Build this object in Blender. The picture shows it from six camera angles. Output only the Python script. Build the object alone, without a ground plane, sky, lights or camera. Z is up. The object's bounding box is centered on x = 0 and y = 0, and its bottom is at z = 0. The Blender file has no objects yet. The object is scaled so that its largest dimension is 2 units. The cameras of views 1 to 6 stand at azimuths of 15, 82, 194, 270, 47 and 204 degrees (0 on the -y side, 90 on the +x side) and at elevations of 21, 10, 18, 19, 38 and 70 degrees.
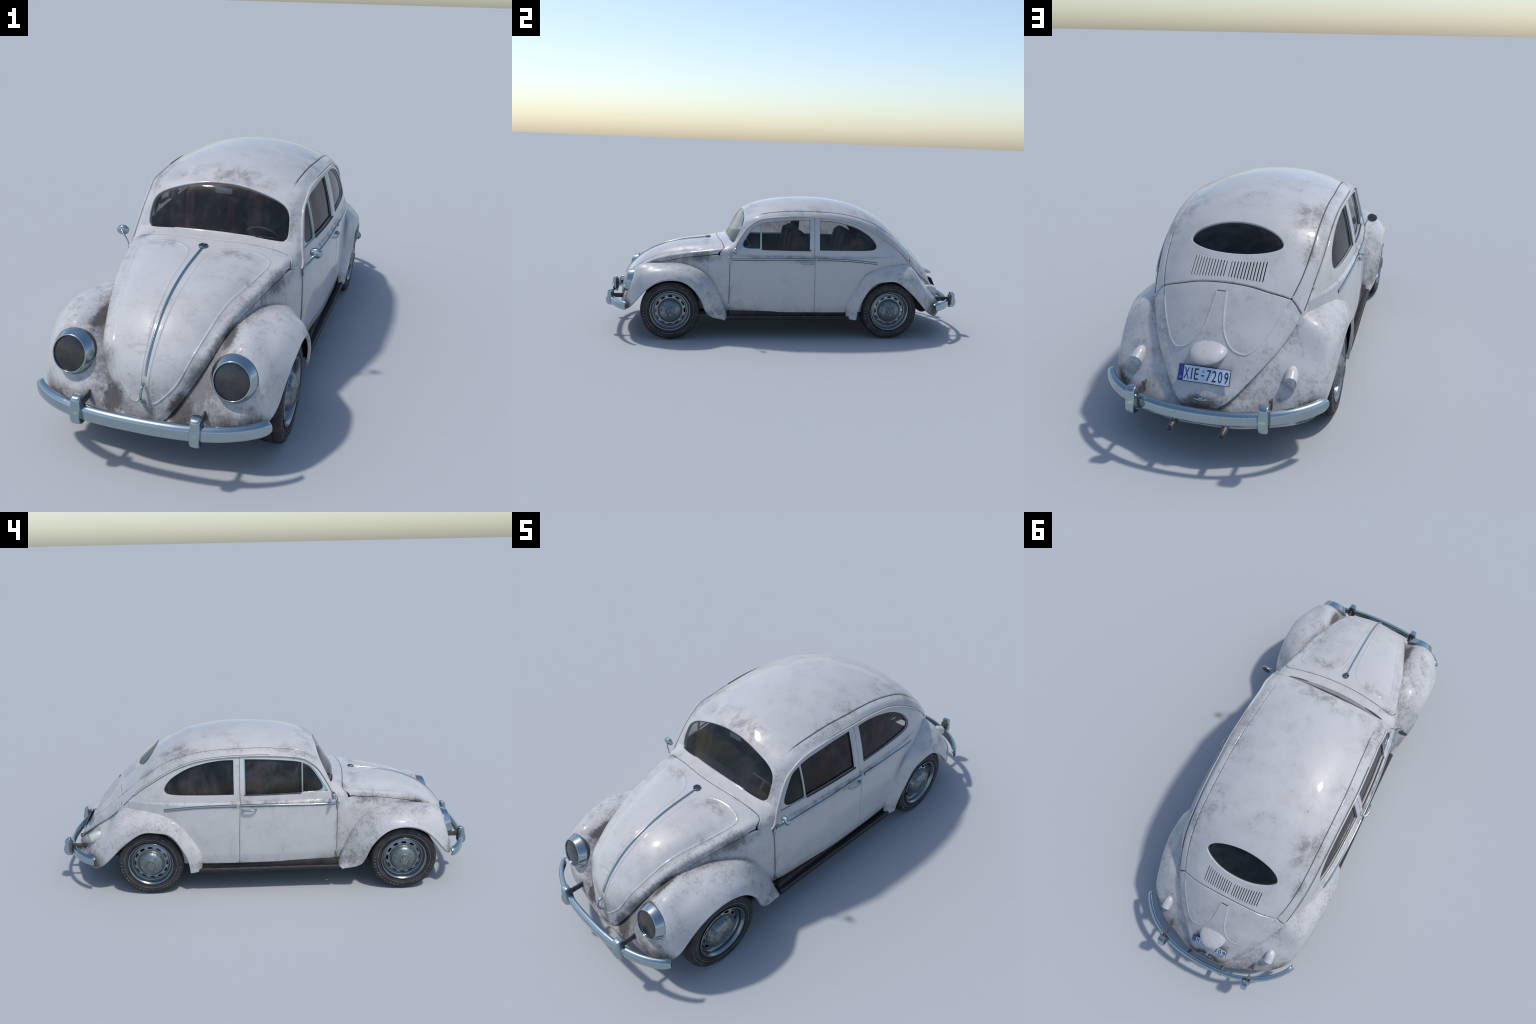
import math
import numpy as np
import bpy
from mathutils import Vector

RNG = np.random.default_rng(7)
A3 = lambda *p: np.array(p, float)

# ------------------------------------------------------------------ numeric helpers
def spline(k, v, x):
    """natural cubic spline through (k, v) evaluated at x; v may be (n, ...)"""
    k = np.asarray(k, float); v = np.asarray(v, float); x = np.asarray(x, float)
    n = len(k); h = np.diff(k)
    M = np.zeros((n, n)); R = np.zeros((n,) + v.shape[1:])
    M[0, 0] = M[-1, -1] = 1
    for i in range(1, n - 1):
        M[i, i - 1] = h[i - 1]; M[i, i] = 2 * (h[i - 1] + h[i]); M[i, i + 1] = h[i]
        R[i] = 6 * ((v[i + 1] - v[i]) / h[i] - (v[i] - v[i - 1]) / h[i - 1])
    m = np.linalg.solve(M, R.reshape(n, -1)).reshape(R.shape)
    i = np.clip(np.searchsorted(k, x) - 1, 0, n - 2)
    sh = (-1,) + (1,) * (v.ndim - 1)
    hh = h[i].reshape(sh); a = ((k[i + 1] - x) / h[i]).reshape(sh); b = ((x - k[i]) / h[i]).reshape(sh)
    return a * v[i] + b * v[i + 1] + ((a ** 3 - a) * m[i] + (b ** 3 - b) * m[i + 1]) * hh * hh / 6

def curve(P, step=.004, closed=False):
    """smooth polyline through control points, evenly spaced"""
    P = np.asarray(P, float)
    if closed:
        P = np.vstack([P[-3:], P, P[:4]])
    k = np.r_[0, np.cumsum(np.sqrt(np.linalg.norm(np.diff(P, axis=0), axis=1)))]
    lo, hi = (k[3], k[-4]) if closed else (k[0], k[-1])
    q = spline(k, P, np.linspace(lo, hi, 60 * len(P)))
    d = np.r_[0, np.cumsum(np.linalg.norm(np.diff(q, axis=0), axis=1))]
    n = max(4, int(d[-1] / step) + 1)
    s = np.linspace(0, d[-1], n)
    q = np.stack([np.interp(s, d, q[:, i]) for i in range(q.shape[1])], 1)
    return q[:-1] if closed else q

def knots(net, axis):
    d = np.linalg.norm(np.diff(net, axis=axis), axis=2)
    return np.r_[0, np.cumsum(d.mean(axis=1 - axis))]

def surf(net, us, vs, ks=None, kt=None):
    g = spline(ks, net, us)
    g = spline(kt, g.transpose(1, 0, 2), vs).transpose(1, 0, 2)
    return g

def gridtris(nu, nv):
    i = np.arange(nu * nv).reshape(nu, nv)
    a, b, c, d = i[:-1, :-1].ravel(), i[1:, :-1].ravel(), i[1:, 1:].ravel(), i[:-1, 1:].ravel()
    flip = (np.add.outer(np.arange(nu - 1), np.arange(nv - 1)).ravel() % 2) == 0
    t1 = np.where(flip[:, None], np.stack([a, b, c], 1), np.stack([a, b, d], 1))
    t2 = np.where(flip[:, None], np.stack([a, c, d], 1), np.stack([b, c, d], 1))
    return np.vstack([t1, t2])

def vnormals(v, t):
    n = np.cross(v[t[:, 1]] - v[t[:, 0]], v[t[:, 2]] - v[t[:, 0]])
    out = np.zeros_like(v)
    for i in range(3):
        np.add.at(out, t[:, i], n)
    return out / (np.linalg.norm(out, axis=1, keepdims=True) + 1e-20)

def compact(v, t):
    u, inv = np.unique(t.ravel(), return_inverse=True)
    return v[u], inv.reshape(-1, 3)

def clip(v, t, f):
    """part of the triangle mesh where f <= 0, cut exactly along f = 0"""
    ins = f[t] <= 0
    c = ins.sum(1)
    out = [t[c == 3]]
    mixed = t[(c == 1) | (c == 2)]
    if len(mixed) == 0:
        return compact(v, out[0])
    cm = c[(c == 1) | (c == 2)]
    im = f[mixed] <= 0
    odd = np.where(cm == 1, im.argmax(1), (~im).argmax(1))     # the vertex alone on its side
    r = np.arange(len(mixed))
    a = mixed[r, odd]; b = mixed[r, (odd + 1) % 3]; d = mixed[r, (odd + 2) % 3]
    e = np.vstack([np.stack([a, b], 1), np.stack([a, d], 1)])
    es = np.sort(e, 1)
    ue, inv = np.unique(es, axis=0, return_inverse=True)
    inv = inv.ravel()
    f0, f1 = f[ue[:, 0]], f[ue[:, 1]]
    w = (f0 / (f0 - f1))[:, None]
    nv = v[ue[:, 0]] * (1 - w) + v[ue[:, 1]] * w
    base = len(v)
    v2 = np.vstack([v, nv])
    pab = base + inv[:len(mixed)]; pad = base + inv[len(mixed):]
    one = cm == 1
    out.append(np.stack([a, pab, pad], 1)[one])
    out.append(np.stack([pab, b, d], 1)[~one])
    out.append(np.stack([pab, d, pad], 1)[~one])
    v2, t2 = compact(v2, np.vstack(out))
    # collapse tiny edges left by the cut
    ed = np.vstack([t2[:, [0, 1]], t2[:, [1, 2]], t2[:, [2, 0]]])
    ln = np.linalg.norm(v2[ed[:, 0]] - v2[ed[:, 1]], axis=1)
    sh = np.sort(ed[ln < 3.5e-4], 1)
    mp = np.arange(len(v2))
    for p, q in sh:
        while mp[p] != p: p = mp[p]
        while mp[q] != q: q = mp[q]
        if p != q: mp[max(p, q)] = min(p, q)
    while True:
        m2 = mp[mp]
        if (m2 == mp).all(): break
        mp = m2
    t2 = mp[t2]
    t2 = t2[(t2[:, 0] != t2[:, 1]) & (t2[:, 1] != t2[:, 2]) & (t2[:, 2] != t2[:, 0])]
    return compact(v2, t2)

def boundary(t):
    e = np.vstack([t[:, [0, 1]], t[:, [1, 2]], t[:, [2, 0]]])
    k = np.sort(e, 1)
    key = k[:, 0].astype(np.int64) * (t.max() + 1) + k[:, 1]
    u, idx, cnt = np.unique(key, return_index=True, return_counts=True)
    return e[idx[cnt == 1]]

def flange(v, t, depth=.008, r=.0016, where=None):
    """turn the open border of a panel inward with a small rolled edge"""
    n = vnormals(v, t)
    e = boundary(t)
    if where is not None:
        e = e[where(v[e[:, 0]]) & where(v[e[:, 1]])]
    ids, inv = np.unique(e.ravel(), return_inverse=True)
    e2 = inv.reshape(-1, 2)
    con = np.zeros((len(ids), 3))
    ev = v[e[:, 1]] - v[e[:, 0]]
    for i in range(2):
        np.add.at(con, e2[:, i], np.cross(ev, n[e[:, i]]))
    con /= np.linalg.norm(con, axis=1, keepdims=True) + 1e-12
    p = v[ids]; nn = n[ids]
    rings = [p + con * r * .7 - nn * r * .3, p + con * r - nn * r, p + con * r - nn * depth]
    V = [v]; T = [t]; prev = ids; base = len(v)
    for q in rings:
        cur = base + np.arange(len(ids)); base += len(ids)
        V.append(q)
        a, b = e2[:, 0], e2[:, 1]
        T.append(np.stack([prev[b], prev[a], cur[a]], 1)); T.append(np.stack([prev[b], cur[a], cur[b]], 1))
        prev = cur
    return np.vstack(V), np.vstack(T)

def polysd(p, poly):
    """signed distance in the plane to a closed polygon (negative inside)"""
    poly = np.asarray(poly, float); p = np.asarray(p, float)
    best = np.full(len(p), 1e9); inside = np.zeros(len(p), bool)
    for a, b in zip(poly, np.roll(poly, -1, 0)):
        d = b - a; L = d @ d
        if L < 1e-16: continue
        w = np.clip(((p - a) @ d) / L, 0, 1)
        best = np.minimum(best, np.hypot(p[:, 0] - a[0] - w * d[0], p[:, 1] - a[1] - w * d[1]))
        cr = (a[1] > p[:, 1]) != (b[1] > p[:, 1])
        xi = a[0] + (p[:, 1] - a[1]) * d[0] / (d[1] if abs(d[1]) > 1e-12 else 1e-12)
        inside ^= cr & (p[:, 0] < xi)
    return np.where(inside, -best, best)

def linedist(p, line):
    best = np.full(len(p), 1e9)
    for a, b in zip(line[:-1], line[1:]):
        d = b - a
        w = np.clip(((p - a) @ d) / (d @ d + 1e-18), 0, 1)
        best = np.minimum(best, np.linalg.norm(p - a - w[:, None] * d, axis=1))
    return best

def mirror(v, t):
    return v * A3(-1, 1, 1), t[:, ::-1]

def join(*ms):
    V, T, o = [], [], 0
    for v, t in ms:
        V.append(v); T.append(np.asarray(t) + o); o += len(v)
    return np.vstack(V), np.vstack(T)

def smooth01(x, a, b):
    w = np.clip((x - a) / (b - a), 0, 1)
    return w * w * (3 - 2 * w)

# ------------------------------------------------------------------ the body skin
# Stations run along the car from the nose bottom, over hood, windscreen, roof and
# rear, to the tail bottom.  Per station: centre line (y, z), shoulder point A, edge
# point B, bulge between A and B, flatness power of the crown.
STN = [
 # yc      zc      A                      B                     bulge  p
 (-.920, .140,  (.020, -.920, .141),  (.030, -.917, .143), .001, 2),
 (-.926, .170,  (.045, -.923, .168),  (.060, -.918, .166), .002, 2),
 (-.918, .230,  (.083, -.904, .228),  (.106, -.889, .224), .005, 2),
 (-.902, .293,  (.113, -.882, .290),  (.141, -.864, .279), .008, 2.2),
 (-.873, .340,  (.136, -.853, .336),  (.164, -.832, .321), .009, 2.4),
 (-.829, .3855, (.150, -.810, .367),  (.181, -.785, .354), .010, 2.6),
 (-.772, .4265, (.164, -.755, .402),  (.196, -.730, .380), .011, 2.8),
 (-.703, .4585, (.182, -.687, .427),  (.214, -.665, .398), .012, 3),
 (-.618, .4825, (.203, -.606, .447),  (.235, -.595, .416), .013, 3),
 (-.531, .496,  (.221, -.522, .463),  (.256, -.515, .431), .013, 3),
 (-.440, .506,  (.240, -.432, .478),  (.274, -.435, .443), .013, 3),
 (-.3900, .5145, (.250, -.384, .486),  (.286, -.390, .445), .013, 3),
 (-.360, .5195,  (.260, -.343, .495),  (.307, -.342, .437), .012, 3),
 (-.3420, .5245, (.264, -.309, .509), (.298, -.310, .492), .004, 2.2),
 (-.2960, .598,  (.252, -.276, .585),  (.282, -.250, .590), .004, 2.2),
 (-.2510, .6655, (.240, -.228, .645),  (.281, -.203, .629), .004, 2.2),
 (-.223, .685,  (.240, -.195, .661),  (.282, -.180, .642), .004, 2.2),
 (-.185, .706,  (.238, -.155, .672),  (.280, -.140, .650), .003, 2.2),
 (-.097, .730,  (.241, -.085, .6825),  (.2828, -.080, .657), .003, 2.2),
 (.000, .7435,   (.2455, .004, .690),   (.2865, .005, .662), .003, 2.2),
 (.100, .7485,  (.251, .100, .691),  (.2905, .100, .663), .004, 2.2),
 (.200, .7475,   (.2535, .198, .6885),   (.290, .196, .6585), .006, 2.2),
 (.290, .7375,   (.2535, .287, .680),   (.289, .285, .648), .007, 2.2),
 (.370, .722,   (.2535, .365, .664),   (.2885, .362, .6285), .008, 2.2),
 (.460, .690,   (.2538, .452, .6355),  (.287, .447, .592), .008, 2.2),
 (.555, .6365,   (.2503, .540, .584),   (.283, .532, .541), 0.011, 2.5),
 (.630, .574,   (.2418, .607, .532),   (.2755, .596, .498), 0.010, 2.5),
 (.690, .522,   (.2280, .663, .4848),   (.2640, .650, .447), 0.009, 2.5),
 (.737, .478,   (.2085, .712, .439),   (.2510, .698, .398), 0.008, 2.5),
 (.790, .417,   (.184, .766, .386),   (.225, .750, .346), 0.007, 2.5),
 (.850, .346,   (.147, .831, .323),   (.180, .822, .292), 0.007, 2.5),
 (.890, .281,   (.104, .883, .263),   (.125, .889, .237), .003, 2.2),
 (.928, .216,   (.052, .929, .211),   (.068, .941, .191), .002, 2.2),
 (.946, .170,   (.022, .946, .168),   (.030, .949, .164), .001, 2),
 (.944, .130,   (.018, .943, .131),   (.026, .944, .132), .001, 2)]
CREASE = 13            # base of the windscreen

def body_net():
    rows = []
    for yc, zc, a, b, bul, p in STN:
        a = A3(*a); b = A3(*b); h = [A3(0, yc, zc)]
        for w in (.28, .55, .8):
            h.append(A3(a[0] * w, yc + (a[1] - yc) * w ** 2, zc + (a[2] - zc) * w ** p))
        d = b - a; L = math.hypot(d[0], d[2]); o = A3(-d[2], 0, d[0]) / L
        h.append(a); h.append(a + d * .5 + o * bul); h.append(b)
        h = np.array(h)
        rows.append(np.vstack([(h[1:] * A3(-1, 1, 1))[::-1], h]))
    return np.array(rows)

NET = body_net()
NT = NET.shape[1]; MID = NT // 2
KS = knots(NET, 0); KT = knots(NET, 1); KT = KT - KT[MID]
KA, KB = KT[MID + 4], KT[MID + 6]

def body_point(us, vs):
    """two spline pieces that meet in the crease at the windscreen base"""
    c = CREASE
    lo = us <= KS[c]
    out = []
    if lo.any(): out.append(surf(NET[:c + 1], us[lo], vs, KS[:c + 1], KT))
    if (~lo).any(): out.append(surf(NET[c:], us[~lo], vs, KS[c:], KT))
    return np.concatenate(out, 0)

US = np.r_[np.linspace(0, KS[CREASE], int(KS[CREASE] / .0025)),
           np.linspace(KS[CREASE], KS[-1], int((KS[-1] - KS[CREASE]) / .0025))[1:]]
_v = np.linspace(-KB, KB, 2 * int(KB / .0025) + 1)
_g = np.r_[np.linspace(-.006, .006, 13)]
VS = np.unique(np.round(np.r_[_v[(abs(abs(_v) - KA) > .0065)], KA + _g, -KA + _g], 7))
SKIN = body_point(US, VS)                       # (nu, nv, 3)
UU, VV = np.meshgrid(US, VS, indexing='ij')
BRAIL = SKIN[:, -1]                              # edge rail on the +x side

# side of the body as a height field x(y, z)
BELT = [(-.80, .176), (-.72, .2000), (-.62, .2285), (-.515, .259), (-.435, .2775), (-.335, .3105), (-.20, .330), (-.05, .3435), (.115, .3495),
        (.25, .3495), (.36, .3445), (.474, .3315), (.55, .3115), (.62, .2825), (.665, .2615), (.74, .228)]
BELT = np.array(BELT)
ZB = .445
def side_x(y, z, xb, zb):
    """x of the body side at (y, z) where the roof rail stands at (xb, zb)"""
    x0 = spline(BELT[:, 0], BELT[:, 1], y)
    low = x0 + .005 * np.sin(np.clip((ZB - z) / .30, 0, 1) * math.pi) + .002 * smooth01(.1 - y, 0, .4) * (ZB - z) / .3
    low = low - .006 * smooth01(.2 - z, 0, .06)
    low = low + .0095 * smooth01(y, -.56, -.45) * (1 - smooth01(y, -.43, -.345)) * smooth01(ZB - z, .0, .05)
    hgt = np.maximum(zb - ZB, 1e-4)
    w = np.clip((z - ZB) / hgt, 0, 1)
    tall = smooth01(hgt, .02, .17)
    up = x0 + (xb - x0) * w + tall * (.006 * np.sin(w * math.pi) * .6 - .0085 * smooth01(z, ZB + .002, ZB + .009) * (1 - w) ** 2)
    return np.where(z > ZB, up, np.where(zb < ZB, np.minimum(low, low), low))

def side_patch(y0=-.745, y1=.712, zs=.147, n=.0042):
    k = (BRAIL[:, 1] > -.83) & (BRAIL[:, 1] < .76)
    by, bx, bz = BRAIL[k, 1], BRAIL[k, 0], BRAIL[k, 2]
    o = np.argsort(by); by, bx, bz = by[o], bx[o], bz[o]
    ys = np.linspace(y0, y1, int((y1 - y0) / n))
    xb = np.interp(ys, by, bx); zb = np.interp(ys, by, bz)
    w = np.r_[np.linspace(0, 1, 130)]
    Y = np.repeat(ys[:, None], len(w), 1)
    Z = zs + (zb - zs)[:, None] * w
    X = side_x(Y.ravel(), Z.ravel(), np.repeat(xb, len(w)), np.repeat(zb, len(w))).reshape(Y.shape)
    # meet the rail exactly
    X += (xb - X[:, -1])[:, None] * smooth01(w, .80, 1)
    return np.stack([X, Y, Z], 2)
SIDE = side_patch()

# fenders: rows from the centre line round the wheel to the running board,
# columns from the inner joint to the wheel-arch lip
FRONT_FENDER = [
 [(0, -.924, .150), (0, -.928, .144), (0, -.927, .138), (0, -.923, .131), (0, -.915, .125)],
 [(.062, -.914, .168), (.075, -.923, .156), (.085, -.924, .147), (.095, -.921, .138), (.10, -.912, .128)],
 [(.106, -.884, .224), (.135, -.900, .204), (.158, -.909, .184), (.178, -.911, .160), (.19, -.905, .136)],
 [(.148, -.850, .295), (.190, -.884, .275), (.225, -.900, .239), (.255, -.903, .192), (.28, -.895, .150)],
 [(.172, -.800, .342), (.222, -.849, .333), (.275, -.872, .291), (.317, -.871, .240), (.345, -.857, .189)],
 [(.190, -.735, .375), (.247, -.779, .374), (.312, -.809, .344), (.347, -.815, .297), (.367, -.803, .252)],
 [(.207, -.668, .394), (.261, -.697, .388), (.324, -.718, .376), (.360, -.727, .345), (.380, -.727, .316)],
 [(.232, -.600, .400), (.280, -.615, .391), (.331, -.628, .378), (.366, -.640, .355), (.3845, -.645, .333)],
 [(.264, -.525, .379), (.304, -.532, .376), (.340, -.548, .360), (.370, -.561, .341), (.3858, -.570, .314)],
 [(.288, -.447, .334), (.314, -.452, .328), (.345, -.479, .306), (.369, -.497, .286), (.384, -.512, .264)],
 [(.300, -.397, .258), (.322, -.402, .253), (.348, -.428, .240), (.365, -.455, .224), (.380, -.475, .203)],
 [(.306, -.366, .182), (.327, -.367, .178), (.346, -.389, .167), (.358, -.412, .154), (.369, -.440, .134)],
 [(.312, -.343, .130), (.322, -.345, .125), (.336, -.347, .119), (.347, -.350, .115), (.354, -.358, .112)]]
REAR_FENDER = [
 [(0, .949, .160), (0, .954, .150), (0, .954, .140), (0, .950, .128), (0, .939, .116)],
 [(.066, .935, .185), (.073, .947, .168), (.081, .951, .151), (.089, .948, .133), (.094, .936, .116)],
 [(.118, .890, .228), (.139, .898, .202), (.162, .911, .175), (.183, .914, .147), (.197, .903, .117)],
 [(.163, .842, .275), (.200, .847, .243), (.236, .864, .206), (.267, .878, .163), (.284, .858, .117)],
 [(.203, .788, .318), (.243, .797, .287), (.287, .818, .246), (.321, .828, .195), (.337, .811, .132)],
 [(.232, .733, .361), (.278, .745, .331), (.323, .758, .291), (.354, .767, .240), (.362, .755, .176)],
 [(.252, .688, .404), (.305, .700, .374), (.346, .710, .333), (.365, .710, .286), (.374, .700, .235)],
 [(.278, .635, .410), (.322, .640, .386), (.357, .645, .355), (.375, .645, .326), (.381, .640, .288)],
 [(.306, .565, .408), (.338, .570, .389), (.364, .570, .366), (.380, .572, .352), (.386, .574, .328)],
 [(.328, .485, .396), (.348, .490, .382), (.367, .495, .367), (.381, .502, .349), (.387, .507, .328)],
 [(.340, .420, .360), (.358, .416, .357), (.371, .435, .342), (.381, .445, .329), (.387, .451, .315)],
 [(.345, .352, .285), (.361, .364, .276), (.372, .380, .270), (.380, .393, .261), (.385, .401, .253)],
 [(.344, .306, .195), (.358, .312, .191), (.369, .331, .184), (.374, .347, .177), (.377, .368, .170)],
 [(.346, .310, .116), (.354, .315, .114), (.361, .325, .112), (.366, .342, .110), (.369, .361, .109)]]

def fender_grid(F, nu, nv, tuck):
    net = np.array(F)
    # the inner edge dives under the lid beside it
    for i, (dx, dy, dz) in tuck.items():
        net[i, 0] += (dx, dy, dz)
    # mirror the first stations over the centre line so that the apron runs through smoothly
    m = net[1:3][::-1] * A3(-1, 1, 1)
    full = np.concatenate([m, net], 0)
    ks = knots(full, 0); kt = knots(full, 1); ks = ks - ks[2]
    return surf(full, np.linspace(0, ks[-1], nu), np.linspace(0, kt[-1], nv), ks, kt)
FF = fender_grid(FRONT_FENDER, 330, 72, {1: (-.004, .004, -.002), 2: (-.008, .005, -.003), 3: (-.009, .004, -.003), 4: (-.009, .003, -.003), 5: (-.010, .002, -.004), 6: (-.010, 0, -.004), 7: (-.009, 0, -.004), 8: (-.003, 0, -.001)})
RF = fender_grid(REAR_FENDER, 330, 72, {1: (-.005, -.003, 0), 2: (-.007, -.003, 0), 3: (-.007, -.003, 0), 4: (-.007, -.002, 0), 5: (-.007, -.001, -.001), 6: (-.006, 0, -.002), 7: (-.003, 0, -.001)})
# the front fender swells forward to carry the headlamp
LAMP_C = A3(.2420, -.8695, .3000); LAMP_N = A3(.03, -.962, .272)
def lamp_swell(g):
    n = LAMP_N / np.linalg.norm(LAMP_N)
    d = g - LAMP_C; h = d @ n
    rho = np.linalg.norm(d - h[..., None] * n, axis=-1)
    up = smooth01(d[..., 2], -.05, .05)
    side = smooth01(d[..., 0], .02, .07)
    w = 1 - smooth01(rho, .062, .112 + .052 * up * (1 - .6 * side) - .012 * side)
    col = np.linspace(0, 1, g.shape[1])[None, :]
    w = w * (h > -.16) * smooth01(col, .02, .30)
    return g + n * ((-.0085 - h) * w)[..., None]
FF = lamp_swell(FF)
for _ in range(70):                      # even out the swell
    m = FF.copy()
    m[1:-1, 1:-1] = (FF[2:, 1:-1] + FF[:-2, 1:-1] + FF[1:-1, 2:] + FF[1:-1, :-2]) / 4
    w = .6 * (1 - smooth01(FF[..., 1], -.72, -.62))[..., None]
    FF = FF + (m - FF) * w
# ---- BUILD
# ------------------------------------------------------------------ blender helpers
ROOT = bpy.data.objects.new("vintage_car", None)
bpy.context.scene.collection.objects.link(ROOT)
ROOT["label"] = "weathered white vintage two-door sedan with rounded fenders and chrome bumpers"
ROOT["category"] = "car"

def put(name, me, mat, parent=None):
    o = bpy.data.objects.new(name, me)
    bpy.context.scene.collection.objects.link(o)
    o.parent = parent or ROOT
    if mat is not None and not me.materials:
        me.materials.append(mat)
    return o

def mesh_tris(name, v, t, smooth=True):
    me = bpy.data.meshes.new(name)
    v = np.asarray(v, np.float32); t = np.asarray(t, np.int32)
    me.vertices.add(len(v)); me.vertices.foreach_set("co", v.ravel())
    me.loops.add(t.size); me.loops.foreach_set("vertex_index", t.ravel())
    me.polygons.add(len(t)); me.polygons.foreach_set("loop_start", np.arange(0, t.size, 3, dtype=np.int32))
    me.update(calc_edges=True); me.validate()
    me.polygons.foreach_set("use_smooth", np.full(len(me.polygons), smooth))
    return me

def part(name, vt, mat, parent=None, smooth=True):
    return put(name, mesh_tris(name, vt[0], vt[1], smooth), mat, parent)

def quads(q):
    q = np.asarray(q); return np.vstack([q[:, [0, 1, 2]], q[:, [0, 2, 3]]])

def loft(rings, closed=True, caps=True):
    """rings: (n, m, 3) cross-sections -> triangle mesh"""
    R = np.asarray(rings, float); n, m = R.shape[:2]
    i = np.arange(n * m).reshape(n, m)
    j = np.roll(i, -1, 1) if closed else i[:, 1:]
    k = i if closed else i[:, :-1]
    q = np.stack([k[:-1].ravel(), j[:-1].ravel(), j[1:].ravel(), k[1:].ravel()], 1)
    v = R.reshape(-1, 3); t = quads(q)
    if caps and closed:
        V = [v]; b = len(v); T = [t]
        for e, rev in ((0, True), (n - 1, False)):
            V.append(R[e]); V.append(R[e].mean(0)[None])
            a = b + np.arange(m); c = b + m; s = np.roll(a, -1)
            T.append(np.stack([np.full(m, c), s, a] if rev else [np.full(m, c), a, s], 1)); b += m + 1
        v = np.vstack(V); t = np.vstack(T)
    return v, t

def frames(P, up=A3(0, 0, 1)):
    P = np.asarray(P, float)
    T = np.gradient(P, axis=0); T /= np.linalg.norm(T, axis=1, keepdims=True)
    S = np.cross(T, up); S /= np.linalg.norm(S, axis=1, keepdims=True) + 1e-12
    U = np.cross(S, T)
    return T, S, U

def tube(P, r, n=10, r2=None, up=A3(0, 0, 1), scale=None, normal=None):
    """round or oval bar along a path; r along the side vector, r2 along the other"""
    P = np.asarray(P, float); r2 = r if r2 is None else r2
    if normal is None:
        T, S, U = frames(P, up)
    else:
        T = np.gradient(P, axis=0); T /= np.linalg.norm(T, axis=1, keepdims=True)
        S = np.cross(T, normal); S /= np.linalg.norm(S, axis=1, keepdims=True); U = np.cross(S, T)
    a = np.linspace(0, 2 * math.pi, n, endpoint=False)
    sc = np.ones(len(P)) if scale is None else np.asarray(scale)
    R = P[:, None] + sc[:, None, None] * (np.cos(a)[None, :, None] * S[:, None] * r + np.sin(a)[None, :, None] * U[:, None] * r2)
    return loft(R)

def outward(vt, ref):
    """flip if faces point towards ref on average"""
    v, t = vt
    n = np.cross(v[t[:, 1]] - v[t[:, 0]], v[t[:, 2]] - v[t[:, 0]])
    return (v, t) if ((v[t].mean(1) - ref) * n).sum() > 0 else (v, t[:, ::-1])

def box(c, s, bev=.003, R=None):
    """rounded box: centre, full sizes, edge radius, optional rotation matrix"""
    c = A3(*c); h = A3(*s) / 2; b = min(bev, h.min() * .95)
    a = np.linspace(0, 2 * math.pi, 20, endpoint=False) + math.pi / 20
    sx = np.sign(np.cos(a)); sy = np.sign(np.sin(a))
    rings = []
    for ph in np.r_[np.linspace(-90, 0, 4), np.linspace(0, 90, 4)]:
        rr = b * math.cos(math.radians(ph)); zz = b * math.sin(math.radians(ph)) + (h[2] - b) * (1 if len(rings) >= 4 else -1)
        rings.append(np.stack([sx * (h[0] - b) + rr * np.cos(a), sy * (h[1] - b) + rr * np.sin(a), np.full(20, zz)], 1))
    v, t = loft(rings)
    if R is not None: v = v @ np.asarray(R).T
    return v + c, t

def revolve(prof, n=64, axis=0):
    """prof: (axial, radius) pairs, revolved about the x axis"""
    P = np.asarray(prof, float)
    a = np.linspace(0, 2 * math.pi, n, endpoint=False)
    R = np.stack([np.stack([np.full(n, p[0]), p[1] * np.cos(a), p[1] * np.sin(a)], 1) for p in P])
    return loft(R, caps=False)

def basis_from(nrm, up=A3(0, 0, 1)):
    n = A3(*nrm) / np.linalg.norm(nrm)
    r = np.cross(up, n); r /= np.linalg.norm(r); u = np.cross(n, r)
    return np.stack([r, u, n], 1)          # columns: right, up, normal

def place(vt, M, o):
    return vt[0] @ M.T + A3(*o), vt[1]

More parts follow.
